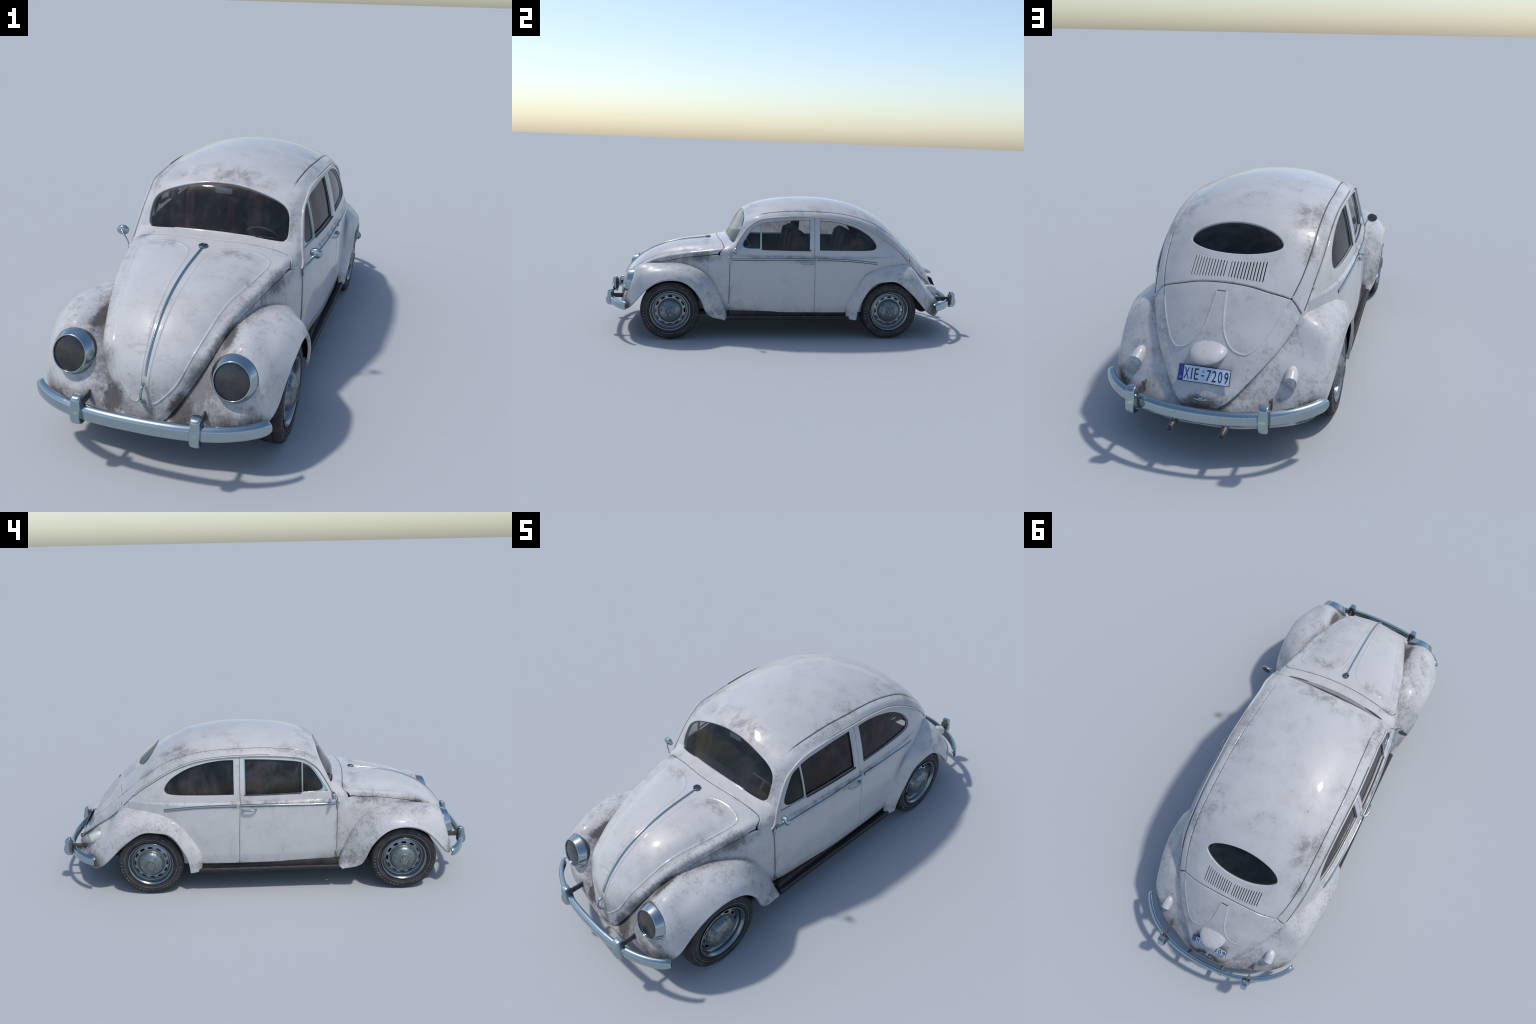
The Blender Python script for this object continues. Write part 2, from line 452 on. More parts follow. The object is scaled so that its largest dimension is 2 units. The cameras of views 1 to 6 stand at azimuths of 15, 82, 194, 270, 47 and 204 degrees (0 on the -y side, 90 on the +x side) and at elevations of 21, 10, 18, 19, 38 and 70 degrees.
# ------------------------------------------------------------------ materials
class Nodes:
    def __init__(s, name):
        s.m = bpy.data.materials.new(name); s.m.use_nodes = True
        s.t = s.m.node_tree; s.t.nodes.clear()
        s.co = s.t.nodes.new("ShaderNodeTexCoord").outputs["Object"]
    def n(s, kind, **kw):
        x = s.t.nodes.new("ShaderNode" + kind)
        for k, v in kw.items():
            if k in x.inputs:
                s.set(x.inputs[k], v)
            else:
                setattr(x, k, v)
        return x
    def set(s, inp, v):
        if isinstance(v, bpy.types.NodeSocket): s.t.links.new(v, inp)
        else: inp.default_value = v
    def noise(s, scale, detail=6, rough=.6, dist=0, vec=None, w=None):
        x = s.n("TexNoise", Scale=scale, Detail=detail, Roughness=rough, Distortion=dist)
        s.set(x.inputs["Vector"], vec or s.co)
        return x.outputs[0]
    def math(s, op, a, b=None, c=None, clamp=False):
        x = s.n("Math", operation=op, use_clamp=clamp)
        s.set(x.inputs[0], a)
        if b is not None: s.set(x.inputs[1], b)
        if c is not None: s.set(x.inputs[2], c)
        return x.outputs[0]
    def ramp(s, v, lo, hi, a=0., b=1.):
        x = s.n("MapRange", interpolation_type='SMOOTHSTEP')
        s.set(x.inputs["Value"], v)
        x.inputs["From Min"].default_value = lo; x.inputs["From Max"].default_value = hi
        x.inputs["To Min"].default_value = a; x.inputs["To Max"].default_value = b
        return x.outputs[0]
    def mix(s, f, a, b):
        x = s.n("Mix", data_type='RGBA')
        s.set(x.inputs[0], f); s.set(x.inputs[6], a); s.set(x.inputs[7], b)
        return x.outputs[2]
    def vmap(s, scale=(1, 1, 1), loc=(0, 0, 0), rot=(0, 0, 0)):
        x = s.n("Mapping"); s.set(x.inputs[0], s.co)
        x.inputs["Scale"].default_value = scale; x.inputs["Location"].default_value = loc; x.inputs["Rotation"].default_value = rot
        return x.outputs[0]
    def blob(s, c, r):
        """1 at point c falling to 0 at ellipsoid radius r (sits where dirt has gathered)"""
        x = s.n("Mapping", vector_type='TEXTURE'); s.set(x.inputs[0], s.co)
        x.inputs["Location"].default_value = c; x.inputs["Scale"].default_value = r
        l = s.n("VectorMath", operation='LENGTH'); s.set(l.inputs[0], x.outputs[0])
        return s.ramp(l.outputs["Value"], .0, 1., 1., 0.)
    def sep(s):
        x = s.n("SeparateXYZ"); s.set(x.inputs[0], s.co); return x.outputs
    def bump(s, h, strength=.2, dist=.002):
        x = s.n("Bump", Strength=strength, Distance=dist); s.set(x.inputs["Height"], h); return x.outputs[0]
    def bsdf(s, **kw):
        p = s.n("BsdfPrincipled")
        for k, v in kw.items(): s.set(p.inputs[k.replace('_', ' ')], v)
        o = s.n("OutputMaterial"); s.t.links.new(p.outputs[0], o.inputs[0]); return p

def c4(r, g, b): return (r, g, b, 1)

def mat_paint(name="weathered_white_paint", grime=0., edge=0.):
    s = Nodes(name)
    big = s.noise(4.2, 4, .55, .3)
    mid = s.noise(17, 6, .62, .4)
    fine = s.noise(85, 10, .76, .3, vec=s.vmap((1, 1, .8), (3, 1, 2)))
    speck = s.noise(170, 4, .7)
    # gathered grime: round the bumpers, in the valley beside the hood, round windscreen and roof edges
    spots = [((.30, -.90, .16), (.20, .10, .10)), ((-.30, -.90, .16), (.20, .10, .10)), ((0, -.92, .18), (.16, .10, .13)),
             ((.31, .84, .15), (.15, .12, .10)), ((-.31, .84, .15), (.15, .12, .10)), ((0, .95, .185), (.14, .09, .075)), ((.0, .95, .18), (.10, .07, .05)),
             ((.19, -.79, .34), (.07, .15, .09)), ((-.19, -.79, .34), (.07, .15, .09)), ((.14, -.87, .28), (.07, .08, .10)), ((-.14, -.87, .28), (.07, .08, .10)), ((.27, -.50, .43), (.05, .20, .04)), ((-.27, -.50, .43), (.05, .20, .04)),
             ((0, -.22, .70), (.34, .10, .07)), ((.30, -.42, .16), (.08, .09, .10)), ((-.30, -.42, .16), (.08, .09, .10)),
             ((-.20, .42, .66), (.09, .12, .08)), ((.20, .40, .67), (.08, .12, .08)),
             ((.34, .0, .44), (.05, .50, .03)), ((-.34, .0, .44), (.05, .50, .03)), ((.13, -.46, .5), (.10, .05, .05)), ((-.14, -.44, .5), (.12, .06, .05))]
    acc = None
    for i, (c, r) in enumerate(spots):
        b = s.blob(c, r)
        acc = b if acc is None else s.math('MAXIMUM', acc, b)
    field = s.math('ADD', s.math('MULTIPLY', big, .50), s.math('MULTIPLY', mid, .50))
    field = s.math('ADD', field, s.math('MULTIPLY', acc, .16))
    field = s.math('ADD', field, s.math('MULTIPLY', s.math('SUBTRACT', fine, .5), .95))
    if edge:
        ax = s.math('ABSOLUTE', s.sep()[0])
        field = s.math('ADD', field, s.math('MULTIPLY', s.ramp(ax, .15, .26), edge))
    # dirt caught along seams: hood flank and fender valley, lid edge, door edges, belt and sill
    X, Y, Zc = s.sep(); ax_ = s.math('ABSOLUTE', X)
    def near(v, c, w): return s.ramp(s.math('ABSOLUTE', s.math('SUBTRACT', v, c)), 0., w, 1., 0.)
    e1 = s.math('SUBTRACT', ax_, s.math('ADD', .389, s.math('MULTIPLY', Y, .265)))
    m = s.math('MULTIPLY', near(e1, 0., .055), s.ramp(Y, -.46, -.42, 1., 0.))
    e2 = s.math('SUBTRACT', ax_, s.math('SUBTRACT', .753, s.math('MULTIPLY', Y, .72)))
    m = s.math('MAXIMUM', m, s.math('MULTIPLY', near(e2, 0., .035), s.ramp(Y, .66, .70)))
    out = s.ramp(ax_, .27, .30)
    dd = s.math('MAXIMUM', s.math('MAXIMUM', near(Y, -.337, .030), near(Y, .122, .018)), s.math('MAXIMUM', near(Zc, .452, .018), near(Zc, .150, .030)))
    m = s.math('MAXIMUM', m, s.math('MULTIPLY', s.math('MULTIPLY', dd, out), .8))
    m = s.math('MAXIMUM', m, s.math('MULTIPLY', s.math('MULTIPLY', near(ax_, .252, .045), s.ramp(Zc, .50, .56)), .9))
    m = s.math('MAXIMUM', m, s.math('MULTIPLY', near(Y, -.375, .03), s.ramp(Zc, .44, .47)))
    field = s.math('ADD', field, s.math('MULTIPLY', m, .15))
    field = s.math('ADD', field, grime)
    dirt = s.ramp(field, .53, .92)
    soft = s.ramp(s.math('ADD', s.math('MULTIPLY', big, .5), s.math('MULTIPLY', mid, .5)), .42, .66)
    # streaks brushed on the hood
    st = s.noise(30, 4, .6, .2, vec=s.vmap((.5, 2.4, 1.6), rot=(0, 0, .6)))
    stm = s.math('MULTIPLY', s.ramp(st, .54, .70), s.blob((-.03, -.83, .36), (.17, .2, .2)))
    # hairline cracks in patches
    vo = s.n("TexVoronoi", feature='DISTANCE_TO_EDGE', Scale=20)
    wv = s.n("VectorMath", operation='ADD'); s.set(wv.inputs[0], s.co)
    nv = s.n("TexNoise", Scale=14, Detail=4); s.set(nv.inputs["Vector"], s.co)
    sv = s.n("VectorMath", operation='SCALE'); s.set(sv.inputs[0], nv.outputs["Color"]); sv.inputs["Scale"].default_value = .05
    s.t.links.new(sv.outputs[0], wv.inputs[1]); s.set(vo.inputs["Vector"], wv.outputs[0])
    crack = s.math('MULTIPLY', s.ramp(vo.outputs["Distance"], .0, .022, 1., 0.), s.ramp(s.noise(4.3, 2, .5, vec=s.vmap(loc=(5, 2, 7))), .56, .64))
    base = s.mix(soft, c4(.475, .472, .474), c4(.425, .421, .42))
    base = s.mix(s.math('MULTIPLY', dirt, .80), base, c4(.138, .135, .133))
    base = s.mix(s.math('MULTIPLY', s.ramp(s.math('ADD', speck, s.math('MULTIPLY', dirt, .12)), .68, .80), .45), base, c4(.20, .18, .165))
    base = s.mix(s.math('MULTIPLY', stm, .38), base, c4(.25, .235, .22))
    base = s.mix(s.math('MULTIPLY', crack, .18), base, c4(.16, .15, .14))
    # near-black road film at the lowest front and rear corners
    tar = None
    for c, r in (((0, .955, .185), (.115, .08, .060)), ((.32, .85, .150), (.12, .08, .075)), ((-.32, .85, .150), (.12, .08, .075)), ((.10, -.90, .20), (.07, .06, .09)), ((-.10, -.90, .20), (.07, .06, .09)),
                 ((.30, -.895, .150), (.16, .07, .060)), ((-.30, -.895, .150), (.16, .07, .060)), ((.285, -.375, .16), (.05, .05, .07)), ((-.285, -.375, .16), (.05, .05, .07)), ((.20, -.76, .37), (.035, .12, .05)), ((-.20, -.76, .37), (.035, .12, .05))):
        b = s.blob(c, r); tar = b if tar is None else s.math('MAXIMUM', tar, b)
    tar = s.math('ADD', tar, s.math('ADD', s.math('MULTIPLY', s.math('SUBTRACT', fine, .5), .9), s.math('MULTIPLY', s.math('SUBTRACT', mid, .5), .8)))
    base = s.mix(s.ramp(tar, .18, .72, 0., .88), base, c4(.070, .062, .056))
    heavy = s.math('MULTIPLY', acc, s.ramp(mid, .35, .7))
    base = s.mix(s.math('MULTIPLY', heavy, .62), base, c4(.128, .120, .114))
    rough = s.math('ADD', s.math('MULTIPLY', dirt, .35), s.math('ADD', .28, s.math('MULTIPLY', mid, .16)))
    s.bsdf(Base_Color=base, Roughness=rough, Coat_Weight=s.math('SUBTRACT', .80, s.math('MULTIPLY', dirt, .7), clamp=True), Coat_Roughness=.04, Specular_IOR_Level=.14,
           Normal=s.bump(s.math('ADD', s.math('MULTIPLY', dirt, .5), fine), .05, .001))
    return s.m

def mat_chrome(name="aged_chrome", col=(.37, .45, .475), r=.13):
    s = Nodes(name)
    n1 = s.noise(40, 8, .7); n2 = s.noise(9, 4, .6)
    d = s.math('MULTIPLY', s.ramp(n1, .52, .75), s.ramp(n2, .42, .66))
    base = s.mix(s.math('MULTIPLY', d, .35), c4(*col), c4(.22, .22, .21))
    s.bsdf(Base_Color=base, Metallic=1., Roughness=s.math('ADD', r, s.math('MULTIPLY', d, .25)))
    return s.m

def mat_hubcap():
    s = Nodes("tarnished_hubcap_metal")
    n1 = s.noise(34, 9, .75, 1.2); n2 = s.noise(120, 6, .7, .5, vec=s.vmap((.3, 1, 1)))
    d = s.ramp(s.math('ADD', s.math('MULTIPLY', n1, .7), s.math('MULTIPLY', n2, .3)), .36, .62)
    base = s.mix(d, c4(.27, .315, .33), c4(.100, .115, .110))
    s.bsdf(Base_Color=base, Metallic=s.ramp(d, 0, 1, .95, .55), Roughness=s.ramp(d, 0, 1, .20, .5))
    return s.m

def mat_rubber():
    s = Nodes("dusty_tyre_rubber")
    n1 = s.noise(22, 6, .65); n2 = s.noise(120, 5, .6)
    base = s.mix(s.ramp(n1, .40, .68), c4(.020, .020, .021), c4(.038, .037, .037))
    s.bsdf(Base_Color=base, Roughness=.72, Specular_IOR_Level=.35, Normal=s.bump(n2, .1, .001))
    return s.m

def mat_plain(name, col, rough=.6, var=.25, scale=30, metallic=0., **kw):
    s = Nodes(name)
    n1 = s.noise(scale, 6, .65)
    a = tuple(x * (1 - var) for x in col); b = tuple(min(1, x * (1 + var)) for x in col)
    s.bsdf(Base_Color=s.mix(s.ramp(n1, .35, .65), c4(*a), c4(*b)), Roughness=rough, Metallic=metallic, **kw)
    return s.m

def mat_glass(name, tint, dirt_amount=.30, dirt_col=(.075, .075, .076), seed=0.):
    """tinted pane with a greasy film: transparent body, gloss on top, dust in patches"""
    s = Nodes(name)
    n1 = s.noise(7, 6, .6, 1.0, vec=s.vmap(loc=(seed, 2 * seed, 1))); n2 = s.noise(40, 8, .7, .6, vec=s.vmap((1, 1, .4)))
    f = s.math('ADD', s.math('MULTIPLY', n1, .65), s.math('MULTIPLY', n2, .35))
    dirt = s.math('ADD', s.ramp(f, .42, .72, .10, 1.), 0.)
    p = s.n("BsdfPrincipled", IOR=1.03, Roughness=0.)
    p.inputs["Base Color"].default_value = c4(*tint); p.inputs["Transmission Weight"].default_value = 1.
    p.inputs["Coat Weight"].default_value = .7; p.inputs["Coat Roughness"].default_value = .05; p.inputs["Coat IOR"].default_value = 1.45
    df = s.n("BsdfPrincipled", Roughness=.35); df.inputs["Base Color"].default_value = c4(*dirt_col)
    m1 = s.n("MixShader"); s.set(m1.inputs[0], s.math('MULTIPLY', dirt, dirt_amount)); s.t.links.new(p.outputs[0], m1.inputs[1]); s.t.links.new(df.outputs[0], m1.inputs[2])
    o = s.n("OutputMaterial"); s.t.links.new(m1.outputs[0], o.inputs[0])
    return s.m

PAINT = mat_paint(grime=-.03)
PAINT_ROOF = mat_paint('weathered_roof_paint', -.04, .03)
PAINT_FENDER = mat_paint('grimy_fender_paint', .092)
CHROME = mat_chrome()
STEEL = mat_chrome("wheel_steel", (.245, .280, .305), .22)
HUB = mat_hubcap()
RUBBER = mat_rubber()
MARK = mat_plain("pale_tyre_lettering", (.17, .175, .185), .7, .5, 60)
BLACK = mat_plain("black_trim", (.018, .018, .020), .45, .3, 40)
DARK = mat_plain("dark_underside", (.022, .021, .020), .85, .4, 14)
LINER = mat_plain("cabin_lining", (.045, .042, .042), .85, .25, 12)
SEATRED = mat_plain("dark_red_vinyl", (.15, .024, .022), .5, .3, 16)
SEATGREY = mat_plain("dark_seat_cloth", (.040, .037, .036), .8, .35, 18)
BOARD = mat_plain("black_running_board_rubber", (.0085, .0085, .009), .65, .45, 26)
BRACKET = mat_plain("dirty_bracket_steel", (.072, .070, .070), .6, .4, 40)
EXHAUST = mat_plain("exhaust_steel", (.20, .20, .21), .4, .4, 60, metallic=.9)
LAMPPAINT = mat_plain("clean_white_paint", (.50, .495, .49), .25, .06, 30, Coat_Weight=.5, Coat_Roughness=.08)
LENS = mat_plain("clear_ribbed_lens", (.40, .44, .47), .30, .25, 90, Coat_Weight=.6)
HEADGLASS = mat_plain("dark_headlamp_glass", (.014, .014, .015), .28, .6, 20, Coat_Weight=.5, Coat_Roughness=.08)
EMBLEM = mat_plain("dark_emblem_metal", (.09, .105, .13), .35, .3, 90, metallic=.7)
PLATE = mat_plain("plate_white", (.50, .60, .78), .45, .10, 22)
PLATEBLUE = mat_plain("plate_blue", (.012, .03, .28), .4, .15, 40)
PLATEBLACK = mat_plain("plate_black", (.010, .010, .012), .5, .2, 40)
PLATEPALE = mat_plain("plate_pale_print", (.34, .37, .50), .5, .1, 40)
MIRRORFACE = mat_plain("dull_mirror_face", (.10, .10, .11), .2, .3, 40, metallic=.6)
SHIELD = mat_glass("dirty_windscreen_glass", (.52, .52, .53), .34)
SIDEGLASS = mat_glass("dirty_side_glass", (.44, .43, .435), .48, seed=3.)
REARGLASS = mat_glass("dirty_rear_glass", (.15, .15, .16), .30, (.04, .050, .052), seed=6.)

# ------------------------------------------------------------------ skin relief
def mir2(half):
    h = [tuple(p) for p in half]
    return np.array(h + [(-x, y) for x, y in h[::-1] if abs(x) > 1e-6])

SV = SKIN.reshape(-1, 3).copy()
ST = gridtris(len(US), len(VS))
SN = vnormals(SV, ST)
if SN[np.argmax(SV[:, 2])][2] < 0:
    ST = ST[:, ::-1]; SN = -SN
YC = np.repeat(SKIN[:, len(VS) // 2, 1], len(VS))          # centre-line y of each row
disp = np.zeros(len(SV))
# groove that parts roof and side rail, from the windscreen corner to the engine lid
fade = smooth01(YC, -.235, -.15) * (1 - smooth01(YC, .735, .75))
disp -= .0060 * np.exp(-((abs(VV.ravel()) - KA) / .0017) ** 2) * fade
disp -= .0016 * smooth01(abs(VV.ravel()), KA, KA + .004) * (1 - smooth01(abs(VV.ravel()), KB - .010, KB)) * fade

def on_skin(P, v, n):
    out = []
    for p in P:
        d = ((v - p) ** 2).sum(1); i = d.argmin()
        out.append(p - n[i] * ((p - v[i]) @ n[i]))
    return np.array(out)

HOODBEAD = [(.0115, -.900, .295), (.0105, -.917, .240), (.018, -.9195, .214), (.033, -.918, .2135), (.052, -.9125, .229), (.083, -.8987, .263),
            (.108, -.8765, .311), (.130, -.8247, .363), (.149, -.757, .406), (.168, -.682, .438), (.198, -.590, .459), (.214, -.530, .4695),
            (.228, -.462, .482), (.222, -.434, .4885), (.1857, -.4205, .4984), (.1275, -.4209, .5058), (.0774, -.4372, .5065), (.0433, -.468, .5035),
            (.0265, -.538, .4961), (.0244, -.620, .482), (.022, -.689, .463), (.018, -.7715, .427), (.0150, -.840, .375)]
DECKBEAD = [(.2155, .689, .459), (.196, .735, .4175), (.170, .781, .374), (.140, .823, .338), (.114, .8435, .3225), (.100, .8465, .323),
            (.075, .848, .333), (.050, .836, .3558), (.0315, .811, .390), (.0225, .773, .4365), (.0168, .7362, .4785)]
ys = SV[:, 1]
for line, closed, sel, hgt in ((HOODBEAD, True, (ys < -.40) & (SV[:, 2] > .19), .0022), (DECKBEAD, False, (ys > .68) & (SV[:, 2] > .30), .0025)):
    idx = np.where(sel & (SV[:, 0] > -.004))[0]
    c = curve(line, .004, closed)
    if closed: c = np.vstack([c, c[:1]])
    c = on_skin(c, SV[idx], SN[idx])
    for sgn in (1, -1):
        idx = np.where(sel & (SV[:, 0] * sgn > -.004))[0]
        d = linedist(SV[idx], c * A3(sgn, 1, 1))
        disp[idx] += hgt * np.exp(-(d / .0021) ** 2)
# raised spine between the two lid pressings, ending in a step at its upper end
xin = np.interp(SV[:, 2], [.3558, .390, .4365, .4785], [.050, .0315, .0225, .0168])
disp += .0028 * smooth01(xin - abs(SV[:, 0]), -.0015, .0015) * smooth01(SV[:, 2], .35, .42) * (1 - smooth01(SV[:, 2], .4790, .4805)) * (SV[:, 1] > .70)
SV += SN * disp[:, None]
SX, SY, SZ = SV[:, 0], SV[:, 1], SV[:, 2]

# ------------------------------------------------------------------ panel outlines
def outline(half, step=.004):
    """mirror a half outline given from top centre to bottom centre; keeps corners smooth"""
    c = curve(half, step)
    m = c[::-1] * A3(-1, 1)
    return np.vstack([c, m[1:-1]])

SEAM_H = curve([(-.29, -.46), (-.286, -.42), (-.2838, -.398), (-.2800, -.379), (-.271, -.3690), (-.2577, -.3664), (-.22, -.3695), (-.167, -.3755), (-.09, -.384), (0, -.3880),
                (.09, -.384), (.167, -.3755), (.22, -.3695), (.2577, -.3664), (.271, -.3690), (.2800, -.379), (.2838, -.398), (.286, -.42), (.29, -.46)], .003)
POLY_HOOD = np.vstack([SEAM_H, [(.4, -.6), (.4, -1.2), (-.4, -1.2), (-.4, -.6)]])
SEAM_D = curve([(-.275, .350), (-.262, .386), (-.2535, .409), (-.2375, .4385), (-.2145, .460), (-.153, .4805), (-.092, .4955), (0, .5025),
                (.092, .4955), (.153, .4805), (.2145, .460), (.2375, .4385), (.2535, .409), (.262, .386), (.275, .350)], .003)
POLY_DECK = np.vstack([SEAM_D, [(.4, .2), (.4, -.2), (-.4, -.2), (-.4, .2)]])
POLY_SHIELD = outline([(0, .6725), (.0457, .671), (.1125, .6605), (.1624, .6467), (.2100, .629), (.2365, .610), (.2478, .588), (.2515, .558),
                       (.2510, .522), (.2440, .5125), (.2288, .5118), (.1756, .5175), (.11, .5235), (.04, .5268), (0, .5272)])
_ot = np.linspace(0, 2 * math.pi, 120, endpoint=False)          # flattened oval: fuller below, rounder above
_ox = .1622 * np.cos(_ot); _oq = np.clip(1 - (_ox / .1622) ** 2, 0, 1)
POLY_OVAL = np.stack([_ox, np.where(np.sin(_ot) >= 0, .5972 + .0575 * _oq ** .60, .5972 - .0247 * _oq ** .45)], 1)
POLY_LOUVRE = np.array([(-.131, .5645), (0, .5600), (.131, .5645), (.1295, .5000), (0, .5085), (-.1295, .5000)])

far = lambda f, ok: np.where(ok, f, .05)
def polysd_near(p, poly, ok):
    f = np.full(len(p), .05)
    f[ok] = polysd(p[ok], poly)
    return f
GAP = .0031
def skin_fields(v):
    f = {}
    f['hood'] = polysd_near(v[:, [0, 1]], POLY_HOOD, v[:, 1] < -.33)
    f['deck'] = polysd_near(v[:, [0, 2]], POLY_DECK, v[:, 1] > .62)
    f['shield'] = polysd_near(v[:, [0, 2]], POLY_SHIELD, (v[:, 1] < -.12) & (v[:, 1] > -.352))
    f['oval'] = polysd_near(v[:, [0, 2]], POLY_OVAL, (v[:, 1] > .42) & (v[:, 1] < .70))
    f['louvre'] = polysd_near(v[:, [0, 2]], POLY_LOUVRE, (v[:, 1] > .55) & (v[:, 1] < .76))
    return f
F0 = skin_fields(SV)

edge = abs(VV.ravel()) - (KB - .0040)
hv, ht = clip(SV, ST, edge)
hood = clip(hv, ht, skin_fields(hv)['hood'] + GAP)
hood_o = part("hood", flange(*hood, depth=.012), PAINT)
deck = clip(hv, ht, skin_fields(hv)['deck'] + GAP)
deck_o = part("engine_lid", flange(*deck, depth=.010), PAINT)
shell_f = np.maximum.reduce([-F0['hood'] + GAP, -F0['deck'] + GAP, -F0['shield'], -F0['oval'], -F0['louvre'] - .0015])
# cut step by step so that each border stays exact
v, t = clip(SV, ST, -F0['hood'] + GAP)
for k, off in (('deck', GAP), ('shield', 0), ('oval', 0), ('louvre', -.0015)):
    v, t = clip(v, t, -skin_fields(v)[k] + off)
roof_o = part("roof_shell", flange(v, t, depth=.0145, r=.0024), PAINT_ROOF)

def pane(name, v, t, f, off, mat, parent, grow=.004):
    n = vnormals(v, t)
    gv, gt = clip(v, t, f - grow)
    gn = vnormals(gv, gt)
    return part(name, (gv - gn * off, gt), mat, parent)
pane("windscreen", SV, ST, F0['shield'], .0042, SHIELD, roof_o)
pane("rear_window", SV, ST, F0['oval'], .0068, REARGLASS, roof_o)

# louvre field on a finer grid: two groups of upright slots
uA = np.interp(.600, SKIN[len(US) // 2:, len(VS) // 2, 1], US[len(US) // 2:]); uB = np.interp(.735, SKIN[len(US) // 2:, len(VS) // 2, 1], US[len(US) // 2:])
lu = np.linspace(uA, uB, 150); lv = np.linspace(-.16, .16, 340)
lg = body_point(lu, lv); Lv = lg.reshape(-1, 3); Lt = gridtris(len(lu), len(lv))
Ln = vnormals(Lv, Lt)
if Ln[len(Ln) // 2][2] < 0: Lt = Lt[:, ::-1]; Ln = -Ln
# each rib stands a little proud between its slots
NSL = 12; PITCH = .01035; X0 = .0080
ax = abs(Lv[:, 0])
ph = (ax - X0) / PITCH
inx = smooth01(ax, X0 - .004, X0) * (1 - smooth01(ax, X0 + PITCH * (NSL - .6), X0 + PITCH * (NSL - .2)))
inz = smooth01(Lv[:, 2], .506, .514) * (1 - smooth01(Lv[:, 2], .553, .559))
Lv = Lv + Ln * ((.0009 * np.sin(np.clip(ph % 1, 0, 1) * math.pi) ** 2 * inx * inz) - .00006)[:, None]
fl = polysd(Lv[:, [0, 2]], POLY_LOUVRE)
lvv, ltt = clip(Lv, Lt, fl)
fs = np.full(len(lvv), .05)
for sgn in (1, -1):
    for i in range(NSL):
        xc = sgn * (X0 + i * PITCH)
        top = .5545 + .004 * abs(xc) / .12; bot = .5155 - .0085 * (abs(xc) / .12) ** 1.5
        dx = abs(lvv[:, 0] - xc) - .0018; dz = np.maximum(lvv[:, 2] - top, bot - lvv[:, 2])
        fs = np.minimum(fs, np.maximum(dx, dz))
lvv, ltt = clip(lvv, ltt, -fs)
part("air_louvre", flange(lvv, ltt, depth=.006, r=.0005), PAINT, roof_o)

# black box standing in for a slot at the head of the engine-lid pressing
M = basis_from((0, .68, .73))
part("lid_dark_bar", place(box((0, 0, 0), (.031, .0022, .004), .001), M, (0, .7362, .4812)), BLACK, deck_o)

# ------------------------------------------------------------------ body sides
SDV = SIDE.reshape(-1, 3); SDT = gridtris(*SIDE.shape[:2])
if vnormals(SDV, SDT)[len(SDV) // 2][0] < 0: SDT = SDT[:, ::-1]
POLY_DOOR = np.array([(-.337, .05), (-.337, .436), (-.42, .52), (-.42, .80), (.1195, .80), (.1195, .45), (.1255, .30), (.1315, .05)])
WIN_D = np.vstack([[(.0992, .486), (.0994, .6495)], curve([(.097, .6500), (-.0046, .6458), (-.1026, .6372), (-.1725, .6268), (-.192, .6195), (-.2115, .6075), (-.235, .582), (-.262, .5405), (-.283, .507), (-.2955, .4860)], .005)])
VENT = np.vstack([[(-.176, .4905), (-.176, .6240)], curve([(-.180, .6215), (-.198, .6125), (-.214, .5995), (-.238, .568), (-.258, .538), (-.2675, .520), (-.2690, .508), (-.2625, .4985), (-.248, .4925), (-.226, .4905)], .004)])
WIN_Q = np.vstack([[(.1465, .4868), (.1455, .6475)], curve([(.148, .6480), (.1955, .6465), (.2573, .6390), (.308, .6275), (.3628, .6095), (.4186, .5790), (.4524, .5520), (.4712, .5250), (.4745, .5085), (.4657, .4960), (.4434, .4895), (.40, .4868), (.36, .4866)], .005)])
def yz(v): return v[:, [1, 2]]
SEALN = vnormals(SDV, SDT)

def both(name, vt, mat, parents=(None, None), smooth=True):
    a = part(name, vt, mat, parents[0], smooth)
    b = part(name, mirror(*vt), mat, parents[1], smooth)
    return a, b

fdoor = polysd(yz(SDV), POLY_DOOR)
v, t = clip(SDV, SDT, fdoor + .0024)
v, t = clip(v, t, -polysd(yz(v), WIN_D))
doors = both("door", flange(v, t, depth=.012, r=.0016), PAINT)
v, t = clip(SDV, SDT, -fdoor + .0024)
q = v[:, 1] > 0
qt = t[q[t].all(1)]; ct = t[~q[t].any(1)]
qv, qt = compact(v, qt); cv, ct = compact(v, ct)
qv, qt = clip(qv, qt, -polysd(yz(qv), WIN_Q))
quarters = both("quarter_panel", flange(qv, qt, depth=.012, r=.0018), PAINT)
cowls = both("cowl_side", flange(cv, ct, depth=.010), PAINT)

def inset(f, off, grow):
    v, t = clip(SDV, SDT, f - grow)
    return v - vnormals(v, t) * off, t
fwd = polysd(yz(SDV), WIN_D); fve = polysd(yz(SDV), VENT); fwq = polysd(yz(SDV), WIN_Q)
both("door_window", inset(np.maximum(fwd, -.1725 - SDV[:, 1]), .0095, .003), SIDEGLASS, doors)
both("vent_window", inset(fve, .0095, .002), SIDEGLASS, doors)
both("quarter_window", inset(fwq, .0110, .004), SIDEGLASS, quarters)
